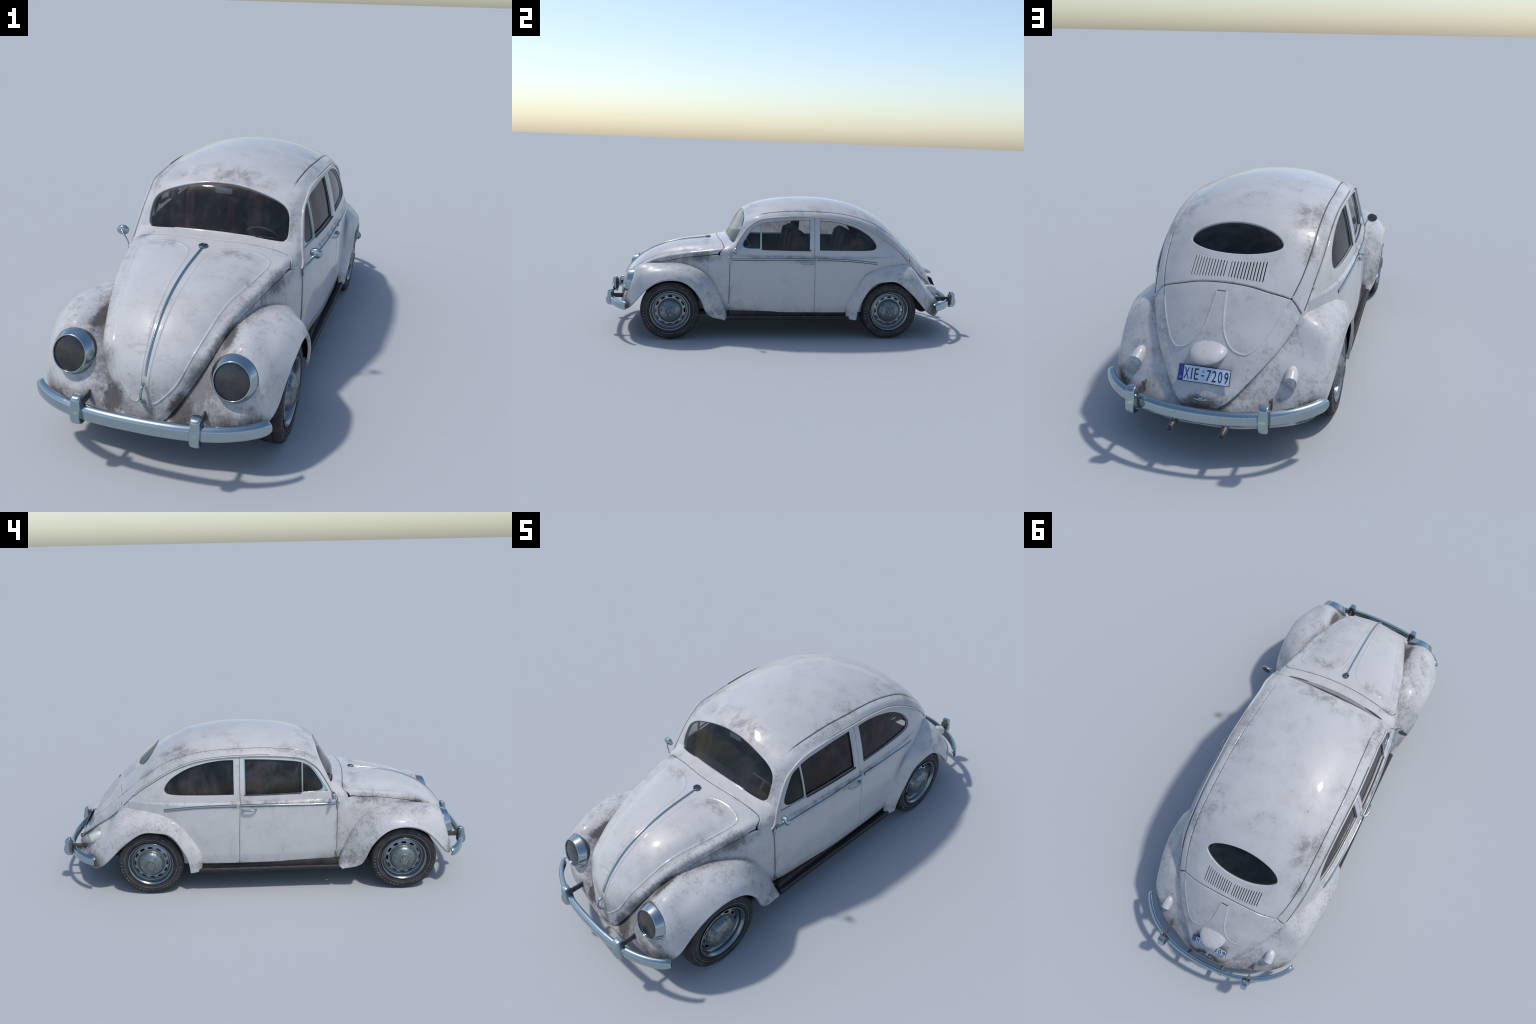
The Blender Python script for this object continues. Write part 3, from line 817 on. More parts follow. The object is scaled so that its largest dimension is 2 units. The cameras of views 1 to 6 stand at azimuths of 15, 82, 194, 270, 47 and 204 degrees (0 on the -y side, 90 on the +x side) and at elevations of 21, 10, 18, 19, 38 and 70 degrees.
# bright frame of the door glass, with the filled corner at the front
v, t = clip(SDV, SDT, np.maximum(fwd - .0006, SDV[:, 1] + .170)); v, t = clip(v, t, -polysd(yz(v), VENT))
v2 = v - vnormals(v, t) * .0050
ven = flange(v2, t, depth=.006, r=.0006)
edge = np.vstack([[(-.1700, .4868), (.0960, .4868)]])
def side_at(y, z):
    i = ((SDV[:, 1] - y) ** 2 + (SDV[:, 2] - z) ** 2).argmin()
    return A3(SDV[i, 0], y, z), SEALN[i]
def bar(pts, w, d, lift):
    P = []; N = []
    c = curve(pts, .006) if len(pts) > 2 else np.linspace(pts[0], pts[1], 24)
    for y, z in c:
        p, n = side_at(y, z); P.append(p + n * lift); N.append(n)
    P = np.array(P)
    k = np.ones(5) / 5
    if len(P) > 8:
        xs = np.convolve(np.pad(P[:, 0], 2, mode='edge'), k, 'valid'); P[2:-2, 0] = xs[2:-2]
    return tube(P, w, 10, d, normal=np.array(N).mean(0))
frame = join(ven, bar([(.0958, .4875), (.0962, .6480)], .0036, .0030, -.004), bar([(-.1718, .4860), (-.1718, .6265)], .0042, .0036, -.005))
both("window_frame", frame, CHROME, doors)
both("window_sill_seal", bar([(-.166, .4865), (.099, .4865)], .0034, .0034, -.0005), BLACK, doors)
# belt trim strips
both("trim_strip", bar([(-.326, .4305), (-.2, .434), (-.05, .4395), (.114, .4425)], .0046, .0044, .0015), CHROME, doors)
both("trim_strip", bar([(.137, .4415), (.25, .4395), (.36, .4330), (.474, .4195)], .0046, .0044, .0015), CHROME, quarters)

# black backing added under the bright strips to draw dark shadow edges
both("trim_shadow_edge", join(bar([(-.327, .4300), (-.2, .4335), (-.05, .4390), (.115, .4420)], .0066, .0022, -.0004), bar([(.136, .4410), (.25, .4390), (.36, .4325), (.475, .4190)], .0066, .0022, -.0004)), BLACK, doors)

# drip rail over the doors
k = (BRAIL[:, 1] > -.350) & (BRAIL[:, 1] < .620) & (UU[:, -1] > KS[12] - .02)
dr = BRAIL[k][::3] + A3(.0036, 0, .0008)
both("drip_rail", tube(dr, .0042, 10, .0032), PAINT)

# dark sealer in the roof seam and in the joint below the drip rail
ia = np.argmin(abs(VS - KA)); ar = SKIN[:, ia]; na = SN.reshape(SKIN.shape)[:, ia]
k = (YC[::len(VS)] > -.17) & (ar[:, 1] < .684) & (UU[:, 0] > KS[14])
SEALER = mat_plain("dark_seam_sealer", (.045, .043, .042), .7, .4, 50)
both("roof_seam", tube((ar - na * .0052)[k][::3], .0016, 8), SEALER, (roof_o, roof_o))
k = (BRAIL[:, 1] > .615) & (BRAIL[:, 1] < .678) & (UU[:, -1] > KS[14])
both("roof_seam", tube(BRAIL[k][::2] + A3(.0002, 0, 0), .0016, 8), SEALER, (roof_o, roof_o))
qs = [];
for y, z in np.vstack([WIN_Q, WIN_Q[:1]]):
    p, n = side_at(y, z); qs.append(p - n * .0045)
both("window_seal", tube(np.array(qs), .0024, 8, up=A3(1, 0, 0)), SEALER, quarters)

both("gutter_seam", tube(BRAIL[(BRAIL[:, 1] > -.02) & (BRAIL[:, 1] < .615) & (UU[:, -1] > KS[13])][::3] + A3(.0008, 0, .0042), .0015, 8), mat_plain('grey_gutter_sealer', (.15, .145, .14), .6), (roof_o, roof_o))

# door handle: pull bar on two feet
def handle():
    p0, n0 = side_at(.043, .421); p1, n1 = side_at(.110, .421)
    P = [p0 + A3(.001, 0, 0), p0 + A3(.010, .004, 0), p0 * .7 + p1 * .3 + A3(.0155, 0, 0), p0 * .3 + p1 * .7 + A3(.016, 0, 0), p1 + A3(.011, -.002, 0), p1 + A3(-.001, 0, 0)]
    c = curve(P, .003)
    a = tube(c, .0036, 10, .0052, scale=np.r_[np.linspace(.55, 1, 8), np.ones(len(c) - 8)])
    b = box(p1 + A3(.006, -.004, 0), (.014, .014, .013), .004)
    return join(a, b)
both("door_handle", handle(), CHROME, doors)
# hinges
hin = join(box((.3155, -.3365, .4190), (.008, .0085, .026), .003), box((.3165, -.3365, .1775), (.008, .0085, .024), .003))
both("door_hinge", hin, CHROME, doors)
# gap filler strip seen as a bright line down the front door edge
both("door_edge_strip", bar([(-.3372, .150), (-.3370, .404)], .0013, .0013, .0003), mat_plain("dull_seal", (.20, .19, .185), .5), doors)

# outside mirrors
def mirror_parts():
    c = A3(.350, -.311, .482); nrm = A3(.10, 1, .06)
    Mx = basis_from(nrm)
    a = np.linspace(0, 1, 9); prof = [(-.012 * math.cos(x * math.pi / 2) , .0225 * math.sin(x * math.pi / 2) ** .8) for x in a]
    def rev(pr, n=32):
        an = np.linspace(0, 2 * math.pi, n, endpoint=False)
        R = np.stack([np.stack([r * np.cos(an), .82 * r * np.sin(an), np.full(n, h)], 1) for h, r in pr])
        return loft(R, caps=False)
    shellm = place(rev(prof + [(.0025, .0225), (.003, .0205)]), Mx, c)
    face = place(rev([(.0022, .0212), (.0026, .0001)]), Mx, c)
    st = curve([(.3165, -.3365, .430), (.3185, -.336, .445), (.328, -.333, .462), (.340, -.328, .473), (.349, -.3215, .480)], .003)
    stem = join(tube(st, .0026, 10), box((.349, -.3225, .4805), (.010, .006, .010), .003))
    return join(shellm, stem), face
mb, mf = mirror_parts()
both("side_mirror", mb, CHROME, doors); both("mirror_face", mf, MIRRORFACE, doors)

# ------------------------------------------------------------------ fenders
def fender(name, grid):
    v = grid.reshape(-1, 3); t = gridtris(*grid.shape[:2])
    n = vnormals(v, t)
    mid = grid.shape[0] * 2 // 3 * grid.shape[1] + grid.shape[1] * 2 // 3
    if n[mid][0] < 0: t = t[:, ::-1]; n = -n
    lip = grid[:, -1]
    def atlip(p):
        d = np.min(((p[:, None] - lip[None]) ** 2).sum(2), 1); return (d < 1e-9) & (p[:, 0] >= 0)
    vt = flange(v, t, depth=.012, r=.0030, where=atlip)
    a, b = both(name, vt, PAINT_FENDER)
    g = grid[::4, ::4]; lv = g.reshape(-1, 3); lt = gridtris(*g.shape[:2]); ln = vnormals(lv, lt)
    if ln[(g.shape[0] * 2 // 3) * g.shape[1] + g.shape[1] * 2 // 3][0] < 0: lt = lt[:, ::-1]; ln = -ln
    both("fender_liner", (lv - ln * .006, lt[:, ::-1]), DARK, (a, b))
    return a, b
ffen = fender("front_fender", FF)
rfen = fender("rear_fender", RF)

# running boards
def board():
    pr = [(.318, .1275), (.350, .1260), (.357, .1245), (.3595, .1215), (.3595, .1085), (.356, .1055), (.318, .1090)]
    ysb = np.linspace(-.345, .322, 60)
    R = np.stack([np.stack([[x + .010 * smooth01(np.array(y), -.34, .3) - .004, y, z] for x, z in pr]) for y in ysb])
    return outward(loft(R), R.mean((0, 1)))
rb = both("running_board", board(), BOARD)
both("board_edge_trim", tube(np.array([(.3565 + .010 * float(smooth01(np.array(y), -.34, .3)) - .004, y, .1262) for y in np.linspace(-.344, .321, 60)]), .0016, 8), BRACKET, rb)
both("sill", box((.327, -.008, .135), (.020, .66, .030), .004), DARK)

# ------------------------------------------------------------------ hood trim, badge, grab handle
cc = SKIN[:, len(VS) // 2]
k = (cc[:, 1] > -.907) & (cc[:, 1] < -.452) & (np.arange(len(US)) < len(US) // 2) & (cc[:, 2] > .288)
sp = cc[k]; sp = sp + np.stack([np.zeros(len(sp)), np.gradient(sp[:, 2]), -np.gradient(sp[:, 1])], 1) * -.0
nrm = np.cross(np.gradient(sp, axis=0), A3(1, 0, 0)); nrm /= np.linalg.norm(nrm, axis=1, keepdims=True)
if nrm[-1][2] < 0: nrm = -nrm
sp = (sp + nrm * .0012)[::2]
part("hood_strip", tube(sp, .0042, 10, .0042, up=A3(1, 0, 0), scale=np.r_[np.linspace(.75, 1, 12), np.ones(len(sp) - 12)]), CHROME, hood_o)
hh = curve([(0, -.915, .268), (0, -.926, .2655), (0, -.935, .257), (0, -.938, .242), (0, -.935, .228), (0, -.927, .2195), (0, -.916, .219)], .003)
part("hood_handle", join(tube(hh, .0046, 12, .0040, up=A3(1, 0, 0)), box((0, -.922, .2175), (.012, .014, .010), .003)), CHROME, hood_o)

def emblem(r, h):
    """ring with two stacked angular letters, local z = outward"""
    an = np.linspace(0, 2 * math.pi, 40, endpoint=False)
    prof = [(0, r), (h, r), (h, .86 * r), (h * .4, .84 * r)]
    R = np.stack([np.stack([q * np.cos(an), q * np.sin(an), np.full(40, zz)], 1) for zz, q in prof])
    ms = [loft(R, caps=False)]
    for pts in (((-.36, .78), (0, .10), (.36, .78)), ((-.80, .32), (-.37, -.72), (0, -.06), (.37, -.72), (.80, .32))):
        for a, b in zip(pts[:-1], pts[1:]):
            a = A3(*a) * r; b = A3(*b) * r; d = b - a; L = np.hypot(*d); d /= L
            Rm = np.array([[d[0], -d[1], 0], [d[1], d[0], 0], [0, 0, 1]])
            ms.append(box((*(a + b) / 2, h * .6), (L + .10 * r, .17 * r, h * .9), .1 * h, Rm))
    return join(*ms)
def disc(r, z0, z1, n=40, rim=None):
    an = np.linspace(0, 2 * math.pi, n, endpoint=False)
    prof = [(z0, r), (z1, r), (z1, 0.0001)]
    return loft(np.stack([np.stack([q * np.cos(an), q * np.sin(an), np.full(n, zz)], 1) for zz, q in prof]), caps=False)
Mb = np.stack([A3(1, 0, 0), np.cross(A3(0, -.10, .995), A3(1, 0, 0)), A3(0, -.10, .995)], 1)
eo = part("hood_emblem", place(emblem(.0150, .0055), Mb, (0, -.440, .5070)), mat_plain("emblem_metal", (.19, .215, .25), .3, .3, 90, metallic=.8), hood_o)
part("emblem_back", place(disc(.0145, -.002, .0022), Mb, (0, -.440, .5070)), mat_plain("emblem_dark", (.02, .025, .035), .4), hood_o)

# ------------------------------------------------------------------ headlamps
def headlamp():
    Mh = basis_from(LAMP_N); c = LAMP_C
    def rev(pr, n=72):
        an = np.linspace(0, 2 * math.pi, n, endpoint=False)
        return place(loft(np.stack([np.stack([r * np.cos(an), 1.03 * r * np.sin(an), np.full(n, h)], 1) for h, r in pr]), caps=False), Mh, c)
    ring = rev([(-.050, .0668), (-.0125, .0668), (-.0095, .0664), (-.0070, .0650), (.0165, .0548), (.0188, .0530), (.0190, .0512), (.0170, .0505), (.012, .0500)])
    lens = rev([(.0135, .0505), (.0155, .046), (.0175, .035), (.0185, .018), (.0190, .0001)])
    seal = rev([(-.055, .0682), (-.0125, .0682), (-.0108, .0678), (-.0105, .0660)])
    return ring, lens, seal
ring, lens, seal = headlamp()
hl = both("headlamp_ring", outward(ring, A3(.243, -.86, .30)), CHROME, ffen)
both("headlamp_glass", lens, HEADGLASS, ffen)
both("headlamp_seal", seal, BRACKET, ffen)

# ------------------------------------------------------------------ bumpers
def blade(path, sgn, zc, ztip):
    half = curve(path, .008)
    P = np.vstack([(half * A3(-1, 1))[::-1][:-1], half])
    T = np.gradient(P, axis=0); T /= np.linalg.norm(T, axis=1, keepdims=True)
    N = np.stack([-T[:, 1], T[:, 0]], 1)
    if N[len(N) // 2][1] * sgn < 0: N = -N
    prof = [(-.0170, .0222), (-.0140, .0236), (-.0070, .0222), (.0005, .0170), (.0030, .0120), (.0036, .0060), (.0034, -.006), (.0022, -.0140), (-.0005, -.0190), (-.0060, -.0225), (-.0085, -.0225),
            (-.0080, -.0205), (-.0040, -.0175), (-.0010, -.013), (.0008, -.004), (.0008, .0055), (.0, .0105), (-.0025, .0150), (-.0080, .0190), (-.0155, .0205)]
    prof = np.array(prof)
    d = np.r_[0, np.cumsum(np.linalg.norm(np.diff(P, axis=0), axis=1))]; e = np.minimum(d, d[-1] - d)
    rings = []
    for i in range(len(P)):
        sc = .62 + .38 * math.sqrt(max(0, 1 - (1 - min(1, e[i] / .022)) ** 2))
        o = prof[:, 0] - .004 * (1 - min(1, e[i] / .03)); zz = zc + (ztip - zc) * (abs(P[i, 0]) / .36) ** 2 + prof[:, 1] * sc
        rings.append(np.stack([P[i, 0] + N[i, 0] * o, P[i, 1] + N[i, 1] * o, zz], 1))
    return outward(loft(rings), np.mean(rings, axis=(0, 1)))
FPATH = [(0, -.9915), (.07, -.9900), (.14, -.9838), (.21, -.9705), (.28, -.9445), (.330, -.9130), (.360, -.8870)]
RPATH = [(0, .9915), (.07, .9880), (.14, .9780), (.21, .9560), (.28, .9200), (.337, .8690), (.3755, .8170)]
bf = part("front_bumper", blade(FPATH, -1, .1815, .1805), CHROME)
br = part("rear_bumper", blade(RPATH, 1, .1735, .1790), CHROME)

def overrider(xc, sgn, y0, dy=0.):
    zf = [(.147, .974), (.1485, .984), (.153, .9915), (.160, .9965), (.170, .9990), (.180, .9990), (.190, .9962), (.200, .9920), (.212, .9902), (.222, .9900), (.229, .9868), (.233, .9800), (.2345, .972)]
    rings = []
    a = np.linspace(0, 2 * math.pi, 28, endpoint=False)
    for z, yf in zf:
        yb = .960 - .012 * (1 - (z - .147) / .0875) * 0
        w = .0158 * (1 - .10 * abs(z - .19) / .045) * (.80 if z in (.147, .2345) else 1)
        cy = (yf + yb) / 2; hy = max((yf - yb) / 2, .004)
        ca, sa = np.cos(a), np.sin(a)
        ex = .5
        x = np.sign(ca) * abs(ca) ** ex * w; y = np.sign(sa) * abs(sa) ** ex * hy + cy
        rings.append(np.stack([xc + x, sgn * (y + y0), np.full(28, z)], 1))
    return outward(loft(rings), np.mean(rings, axis=(0, 1)))
for xs in (1, -1):
    part("overrider", overrider(xs * .174, -1, .0003), CHROME, bf)
    part("overrider", overrider(xs * .209, 1, .0003), CHROME, br)
    part("overrider_back", box((xs * .174, -.9650, .190), (.034, .016, .062), .004), BRACKET, bf)
    part("overrider_back", box((xs * .209, .9640, .190), (.034, .014, .058), .004), BRACKET, br)
    part("bumper_bracket", join(box((xs * .174, -.925, .1985), (.006, .090, .024), .001), box((xs * .174, -.888, .1985), (.010, .012, .030), .002)), BRACKET, bf)
    part("bumper_bracket", join(box((xs * .209, .915, .1935), (.006, .100, .024), .001), box((xs * .209, .893, .1935), (.010, .012, .030), .002)), BRACKET, br)

# ------------------------------------------------------------------ tail: lamps, number plate, handle, exhaust
def taillamp():
    ax = curve([(.2522, .799, .277), (.2530, .810, .271), (.2540, .822, .2645), (.2552, .837, .2570), (.2560, .847, .2520), (.2565, .8535, .2490)], .002)
    ax = ax - A3(0, .009, 0)
    w = np.linspace(0, 1, len(ax))
    r = .0208 * np.sqrt(np.clip(1 - (1 - np.clip(w / .60, 0, 1)) ** 2, 0, 1)) + .0003
    h = tube(ax, 1, 28, 1.18, scale=r, normal=A3(0, .3, 1))
    nrm = ax[-1] - ax[-4]; nrm = A3(0, .94, -.12); Mt = basis_from(nrm)
    an = np.linspace(0, 2 * math.pi, 36, endpoint=False)
    def rev(pr): return place(loft(np.stack([np.stack([q * np.cos(an), 1.15 * q * np.sin(an), np.full(36, hh)], 1) for hh, q in pr]), caps=False), Mt, ax[-1])
    ringt = rev([(-.004, .0212), (.0015, .0212), (.0028, .0200), (.0028, .0182), (.001, .0178)])
    lens = rev([(.0005, .0182), (.0035, .0170), (.0048, .0120), (.0050, .0118), (.0056, .0060), (.0060, .0001)])
    return join(h, outward(ringt, ax[-1] - A3(0, .02, 0))), outward(lens, ax[-1] - A3(0, .02, 0))
th, tl = taillamp()
tails = both("tail_lamp", outward(th, A3(.2535, .815, .265)), LAMPPAINT, rfen)
both("tail_lamp_lens", tl, LENS, rfen)

def plate_lamp():
    """half-egg cover over the number-plate bulb"""
    rings = []
    a = np.linspace(0, 2 * math.pi, 40, endpoint=False)
    for s in np.sin(np.linspace(-math.pi / 2, math.pi / 2, 33)):
        q = math.sqrt(max(0, 1 - s * s)) + .001
        x = .0590 * s
        ca, sa = np.cos(a), np.sin(a)
        y = .858 + .0590 * q * ca
        z = .3290 + np.where(sa > 0, .0225, .0120) * q * sa - .30 * (y - .858)
        rings.append(np.stack([np.full(40, x), y, z], 1))
    return outward(loft(rings), A3(0, .858, .332))
part("plate_lamp", plate_lamp(), PAINT, deck_o)
part("lid_handle", join(tube(np.array([(x, .9445 - 9 * x * x, .2045) for x in np.linspace(-.022, .022, 25)]), .0030, 10, .0042, scale=np.r_[np.linspace(.5, 1, 6), np.ones(13), np.linspace(1, .5, 6)]),
                        box((0, .935, .207), (.014, .020, .008), .003)), CHROME, deck_o)

PC = A3(0, .9050, .2690)
MP = np.stack([A3(-1, 0, 0), A3(0, -.436, .900), A3(0, .900, .436)], 1)
def on_plate(vt, mat, name):
    return part(name, place(vt, MP, PC), mat, plate_o, smooth=False)
plate_o = part("number_plate", place(box((0, 0, -.0015), (.1675, .0505, .0030), .0008), MP, PC), PLATEBLACK, deck_o)
on_plate(box((.0078, 0, .0002), (.1480, .0468, .0012), .0003), PLATE, "plate_field")
on_plate(box((-.0742, 0, .0002), (.0150, .0468, .0012), .0003), PLATEBLUE, "plate_band")
def glyph(ch, x, y, w, h, d=.0006):
    cu = bpy.data.curves.new("glyph", 'FONT'); cu.body = ch; cu.extrude = .02
    ob = bpy.data.objects.new("glyph", cu); bpy.context.scene.collection.objects.link(ob)
    dg = bpy.context.evaluated_depsgraph_get()
    me = bpy.data.meshes.new_from_object(ob.evaluated_get(dg))
    me.calc_loop_triangles()
    v = np.array([q.co[:] for q in me.vertices]); t = np.array([q.vertices[:] for q in me.loop_triangles])
    bpy.data.objects.remove(ob); bpy.data.curves.remove(cu); bpy.data.meshes.remove(me)
    lo, hi = v.min(0), v.max(0); c = (lo + hi) / 2
    s = A3(w / max(hi[0] - lo[0], 1e-6), h / max(hi[1] - lo[1], 1e-6), d / .04)
    return (v - c) * s + A3(x, y, .0012), t
W = .166
for ch, fx, fw, hh_ in (("X", .165, .098, .0345), ("I", .262, .020, .0345), ("E", .356, .080, .0345), ("7", .592, .082, .0335), ("2", .700, .082, .0335), ("0", .815, .074, .0335), ("9", .932, .074, .0335)):
    on_plate(glyph(ch, (fx - .5) * W, -.0005, fw * W, hh_), PLATEBLACK, "plate_character")
on_plate(box(((.478 - .5) * W, -.003, .0012), (.0098, .0034, .0006), .0002), PLATEBLACK, "plate_character")
on_plate(join(glyph("G", -.0768, -.0145, .0042, .0062), glyph("R", -.0712, -.0145, .0042, .0062)), PLATEPALE, "plate_country_code")
on_plate(join(*[box((-.0742 + .0050 * math.cos(i * math.pi / 6), .0085 + .0064 * math.sin(i * math.pi / 6), .0010), (.0010, .0010, .0006), .0001) for i in range(12)]), mat_plain("plate_star", (.30, .25, .10), .5), "plate_star_ring")
an = np.linspace(0, 2 * math.pi, 24, endpoint=False)
on_plate(loft(np.stack([np.stack([r_ * np.cos(an) * .0042 + (.482 - .5) * W, r_ * np.sin(an) * .0056 + .0098, np.full(24, .0011)], 1) for r_ in (1., .72, .5, .2)]), caps=False), mat_plain("plate_seal", (.26, .30, .38), .5), "plate_seal")

for xs in (1, -1):
    P = np.array([(xs * .0828, y, .1285 - .115 * (y - .90)) for y in np.linspace(.84, .990, 12)])
    part("exhaust_tip", tube(P, .0102, 24), EXHAUST)
    part("exhaust_end_disc", place(disc(.0086, -.001, .0006, 24), basis_from((0, 1, -.115)), P[-1]), BLACK)  # black disc on the capped pipe end, in place of an open bore
part("muffler", tube(np.array([(x, .800, .152) for x in np.linspace(-.21, .21, 12)]), .036, 20), DARK)

# ------------------------------------------------------------------ wheels
def tyre():
    half = [(.000, .1575), (.012, .1574), (.0135, .1535), (.0155, .1535), (.017, .1571), (.026, .1563), (.033, .1540), (.0375, .1500), (.0402, .1440), (.0408, .1375), (.0405, .1300), (.0408, .1262), (.0414, .1252), (.0408, .1242), (.0395, .1160), (.0365, .1100), (.0330, .1055), (.028, .1030)]
    pr = [(-x, r) for x, r in half[::-1]] + half[1:]
    v, t = revolve(pr, 180)
    # cross cuts in the tread blocks
    ang = np.arctan2(v[:, 2], v[:, 1]); rad = np.hypot(v[:, 1], v[:, 2])
    cut = (rad > .1555) & (((ang * 180 / (2 * math.pi)).round().astype(int) % 3) == 0) & (abs(v[:, 0]) > .015)
    f = np.where(cut, .985, 1.0)[:, None]
    v = np.hstack([v[:, :1], v[:, 1:] * f])
    return outward((v, t), A3(0, 0, 0)) if False else (v, t)
def fix_out(vt):
    v, t = vt
    n = np.cross(v[t[:, 1]] - v[t[:, 0]], v[t[:, 2]] - v[t[:, 0]]); c = v[t].mean(1)
    rad = c * A3(0, 1, 1)
    return (v, t) if (n * rad).sum() > 0 else (v, t[:, ::-1])
TY = fix_out(tyre())
RIM = revolve([(.0300, .1035), (.0395, .1076), (.0412, .1064), (.0395, .1030), (.0345, .1005), (.0335, .0990), (.0265, .0975), (.0210, .0960), (.0165, .0935), (.0150, .0905), (.0175, .0870)], 96)
def rim_disc():
    """pressed steel disc with twelve oval vent slots"""
    n, m = 288, 16
    rr = np.linspace(.0885, .0560, m)
    xx = np.interp(rr, [.0560, .062, .068, .080, .0885], [.0220, .0220, .0225, .0210, .0165])
    a = np.linspace(0, 2 * math.pi, n + 1)
    g = np.stack([np.stack([np.full(n + 1, x), r * np.cos(a), r * np.sin(a)], 1) for x, r in zip(xx, rr)])
    v = g.reshape(-1, 3); t = gridtris(m, n + 1)
    if vnormals(v, t)[m // 2 * (n + 1) + 5][0] < 0: t = t[:, ::-1]
    ang = np.arctan2(v[:, 2], v[:, 1]); rad = np.hypot(v[:, 1], v[:, 2])
    ph = (ang / (math.pi / 6) + .5) % 1 - .5
    s = ph * math.pi / 6 * .0765; dr = rad - .0765
    f = np.hypot(np.maximum(abs(s) - .0075, 0), dr) - .0052
    v, t = clip(v, t, -f)
    return flange(v, t, depth=.004, r=.0008, where=lambda p: (np.hypot(p[:, 1], p[:, 2]) > .066) & (np.hypot(p[:, 1], p[:, 2]) < .087))
CAP = revolve([(.0190, .0640), (.0235, .0655), (.0262, .0645), (.0290, .0615), (.0345, .0588), (.0395, .0560), (.0470, .0460), (.0515, .0350), (.0535, .0285), (.0555, .0270), (.0562, .0250), (.0548, .0235), (.0545, .0150), (.0548, .0001)], 72)
MX = np.stack([A3(0, 1, 0), A3(0, 0, 1), A3(1, 0, 0)], 1)
CAPE = place(emblem(.0225, .0010), MX, (.0545, 0, 0))
def letters():
    """worn pale sidewall lettering, too rubbed to read, and the thin ring"""
    ms = []
    rng = np.random.default_rng(3)
    def strokes(a0, a1, n, r, h, wide):
        for i in range(n):
            ang = math.radians(a0 + (a1 - a0) * (i + .5) / n)
            for j in range(2):
                aa = ang + rng.uniform(-.010, .010) + j * wide / r * .5
                c, s = math.cos(aa), math.sin(aa)
                tilt = rng.uniform(-.5, .5)
                R0 = np.array([[1, 0, 0], [0, c, -s], [0, s, c]])
                Rt = np.array([[1, 0, 0], [0, math.cos(tilt), -math.sin(tilt)], [0, math.sin(tilt), math.cos(tilt)]])
                ms.append(box((.0406, r * c, r * s), (.0012, h * rng.uniform(.6, 1), .0017), .0004, R0 @ Rt))
    strokes(172, 262, 13, .1385, .0085, .004)
    strokes(-38, -6, 5, .1385, .0060, .003)
    strokes(96, 122, 6, .1340, .0045, .002)
    strokes(-62, -40, 5, .1350, .0045, .002) if False else None
    strokes(290, 312, 6, .1340, .0045, .002)
    strokes(58, 66, 2, .1385, .0060, .003)
    a = np.linspace(0, 2 * math.pi, 97)[:-1]
    R = np.stack([np.stack([np.full(96, x), r * np.cos(a), r * np.sin(a)], 1) for x, r in ((.0412, .1258), (.0418, .1252), (.0412, .1245))])
    ms.append(loft(R, caps=False))
    return join(*ms)
def xout(vt):
    v, t = vt
    n = np.cross(v[t[:, 1]] - v[t[:, 0]], v[t[:, 2]] - v[t[:, 0]])
    return (v, t) if n[:, 0].sum() > 0 else (v, t[:, ::-1])
W_DISC = mesh_tris("wheel", *join(xout(RIM), xout(rim_disc()))); W_DISC.materials.append(STEEL)
W_TYRE = mesh_tris("tyre", *TY); W_TYRE.materials.append(RUBBER)
W_CAP = mesh_tris("hub_cap", *xout(CAP)); W_CAP.materials.append(HUB)
W_EMB = mesh_tris("hub_emblem", *CAPE); W_EMB.materials.append(mat_plain("dull_emblem_metal", (.12, .135, .14), .6, .35, 60, metallic=.7))
W_LET = mesh_tris("tyre_lettering", *letters()); W_LET.materials.append(MARK)
W_BACK = mesh_tris("brake_drum", *join(xout(revolve([(-.03, .0680), (-.012, .0680), (-.010, .0001)], 48)))); W_BACK.materials.append(DARK)
for y, x in ((-.6515, .3225), (.5510, .3235)):
    for s in (1, -1):
        w = put("wheel", W_DISC, None)
        w.location = (s * x, y, .1575)
        if s < 0: w.rotation_euler = (0, 0, math.pi)
        for nm, me in (("tyre", W_TYRE), ("hub_cap", W_CAP), ("hub_emblem", W_EMB), ("tyre_lettering", W_LET), ("brake_drum", W_BACK)):
            put(nm, me, None, w)

# ------------------------------------------------------------------ underside and cabin
part("floor_pan", join(box((0, -.10, .135), (.62, .98, .020), .005), box((0, .55, .175), (.50, .45, .05), .01)), DARK)
for s in (1, -1):
    part("wheel_house", join(box((s * .205, -.63, .26), (.010, .24, .22), .003), box((s * .235, .55, .26), (.010, .34, .20), .003)), DARK)
part("axle", join(tube(np.array([(x, -.6515, .150) for x in np.linspace(-.29, .29, 8)]), .014, 12), tube(np.array([(x, .551, .1575) for x in np.linspace(-.29, .29, 8)]), .018, 12)), DARK)
part("bulkhead", join(box((0, -.40, .33), (.52, .012, .30), .003), box((0, .47, .28), (.58, .012, .30), .003)), LINER)

# cabin lining: the skin again, set inward, with the same openings
ki = (US > KS[12] + .01) & (US < KS[30])
g = SKIN[ki][::3][:, ::3]
lv = g.reshape(-1, 3); lt = gridtris(*g.shape[:2]); ln = vnormals(lv, lt)
if ln[np.argmax(lv[:, 2])][2] < 0: lt = lt[:, ::-1]; ln = -ln
fo = np.minimum(polysd_near(lv[:, [0, 2]], POLY_SHIELD, lv[:, 1] < -.12), polysd_near(lv[:, [0, 2]], POLY_OVAL, (lv[:, 1] > .42) & (lv[:, 1] < .70)))
lv = lv - ln * .016
a, b = clip(lv, lt, -fo - .001)
part("headliner", (a, b[:, ::-1]), LINER)
g = SIDE[::2, ::2]; lv = g.reshape(-1, 3); lt = gridtris(*g.shape[:2]); ln = vnormals(lv, lt)
if ln[len(ln) // 2][0] < 0: lt = lt[:, ::-1]; ln = -ln
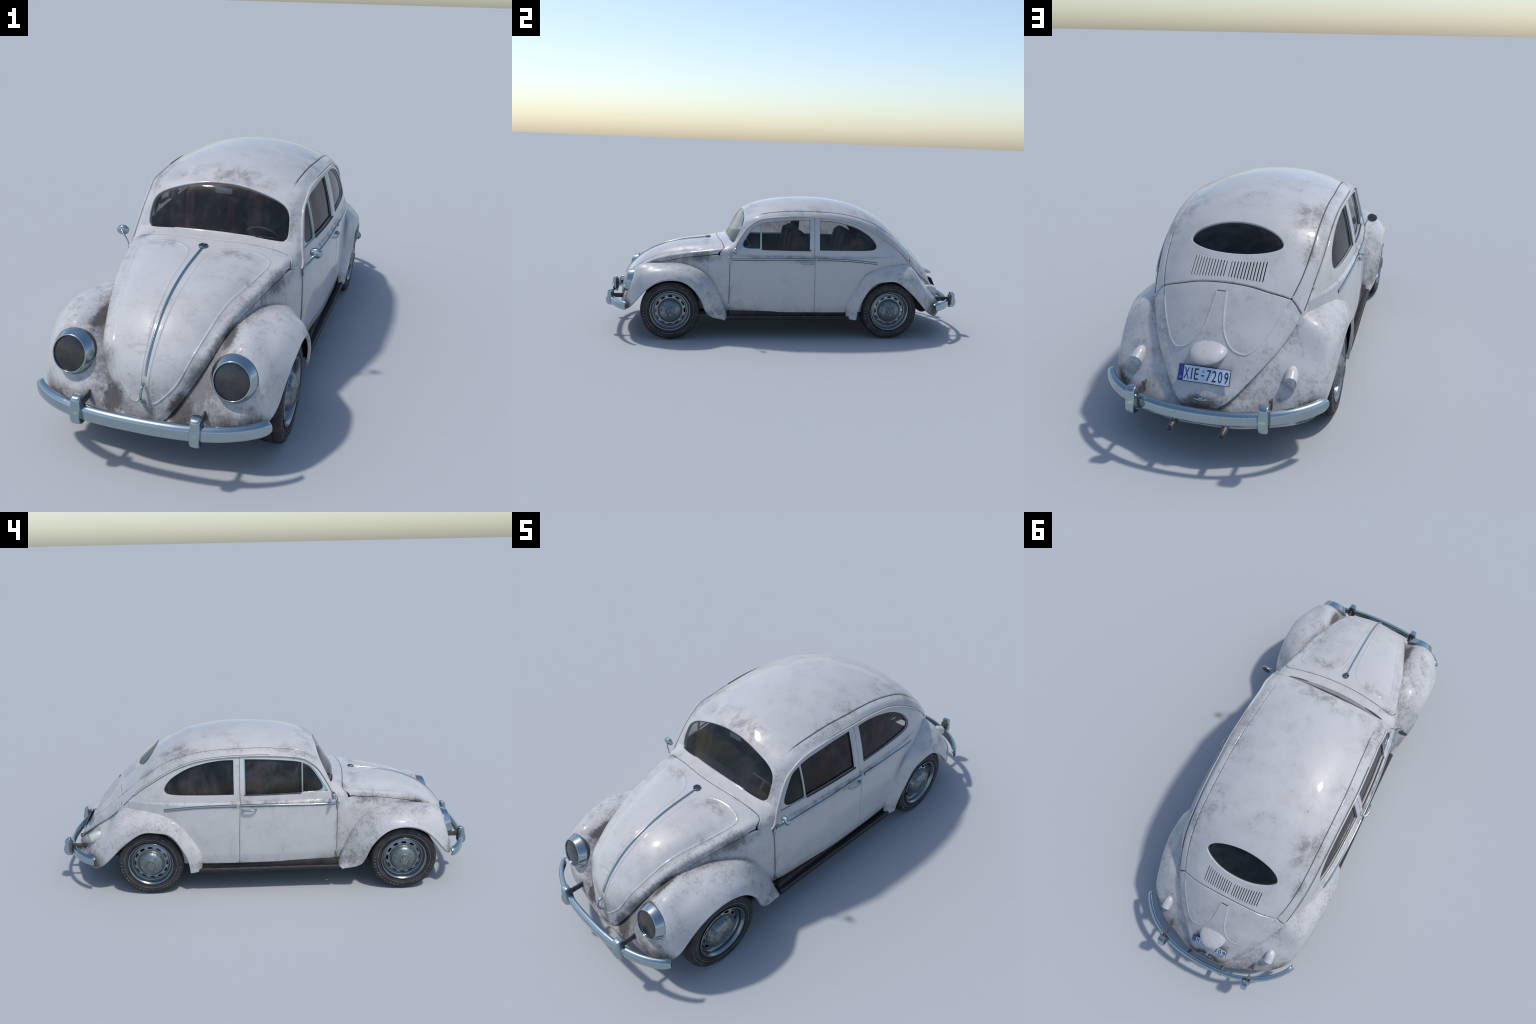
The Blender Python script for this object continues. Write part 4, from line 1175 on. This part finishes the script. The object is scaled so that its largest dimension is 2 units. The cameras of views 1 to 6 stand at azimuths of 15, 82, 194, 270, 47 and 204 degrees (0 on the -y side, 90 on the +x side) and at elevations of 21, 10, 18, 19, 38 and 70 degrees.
fo = np.minimum(polysd(yz(lv), WIN_D), polysd(yz(lv), WIN_Q))
lv = lv - ln * .017; keep = (lv[:, 1] > -.36)
a, b = clip(lv, lt, np.maximum(-fo - .001, -.36 - lv[:, 1]))
both("door_card", (a, b[:, ::-1]), LINER, doors)

def seat(x, y, w, hz, tilt, headw):
    c, s = math.cos(tilt), math.sin(tilt)
    R = np.array([[1, 0, 0], [0, c, s], [0, -s, c]])
    back = box((x, y, .33 + hz / 2), (w, .055, hz), .022, R)
    cush = box((x, y - .11, .265), (w, .21, .07), .025)
    return back, cush
for x in (.135, -.135):
    bk, cu = seat(x, .055, .205, .235, .16, 0)
    so = part("front_seat", bk, SEATGREY)
    part("seat_cushion", cu, SEATGREY, so)
    for d in (.085, -.085):
        part("seat_bolster", seat(x + d, .038, .042, .225, .16, 0)[0], SEATRED, so)
bk, cu = seat(0, .375, .52, .225, .22, 0)
so = part("rear_seat", bk, SEATGREY); part("seat_cushion", cu, SEATGREY, so)
for x in (.225, 0, -.225): part("seat_bolster", seat(x, .358, .055, .215, .22, 0)[0], SEATRED, so)
part("parcel_shelf", box((0, .50, .50), (.46, .14, .012), .004), LINER)
part("dashboard", box((0, -.275, .445), (.52, .05, .09), .02), LINER)
an = np.linspace(0, 2 * math.pi, 49)
Rw = basis_from((0, .80, .60))
ring = np.stack([.058 * np.cos(an), .058 * np.sin(an), 0 * an], 1) @ Rw.T + A3(.135, -.205, .478)
sw = part("steering_wheel", join(tube(ring, .0038, 8, up=A3(.1, .8, .6)), tube(np.linspace(A3(.078, -.205, .478), A3(.192, -.205, .478), 8), .003, 8), tube(np.linspace(A3(.135, -.205, .478), A3(.135, -.30, .41), 6), .008, 10)), mat_plain("wheel_ivory", (.16, .14, .11), .35))
part("inner_mirror", box((0, -.232, .640), (.062, .006, .021), .003), mat_plain("inner_mirror_back", (.20, .23, .28), .3), None)
part("inner_mirror_stem", tube(np.linspace(A3(0, -.231, .648), A3(0, -.226, .672), 5), .002, 8), BRACKET)
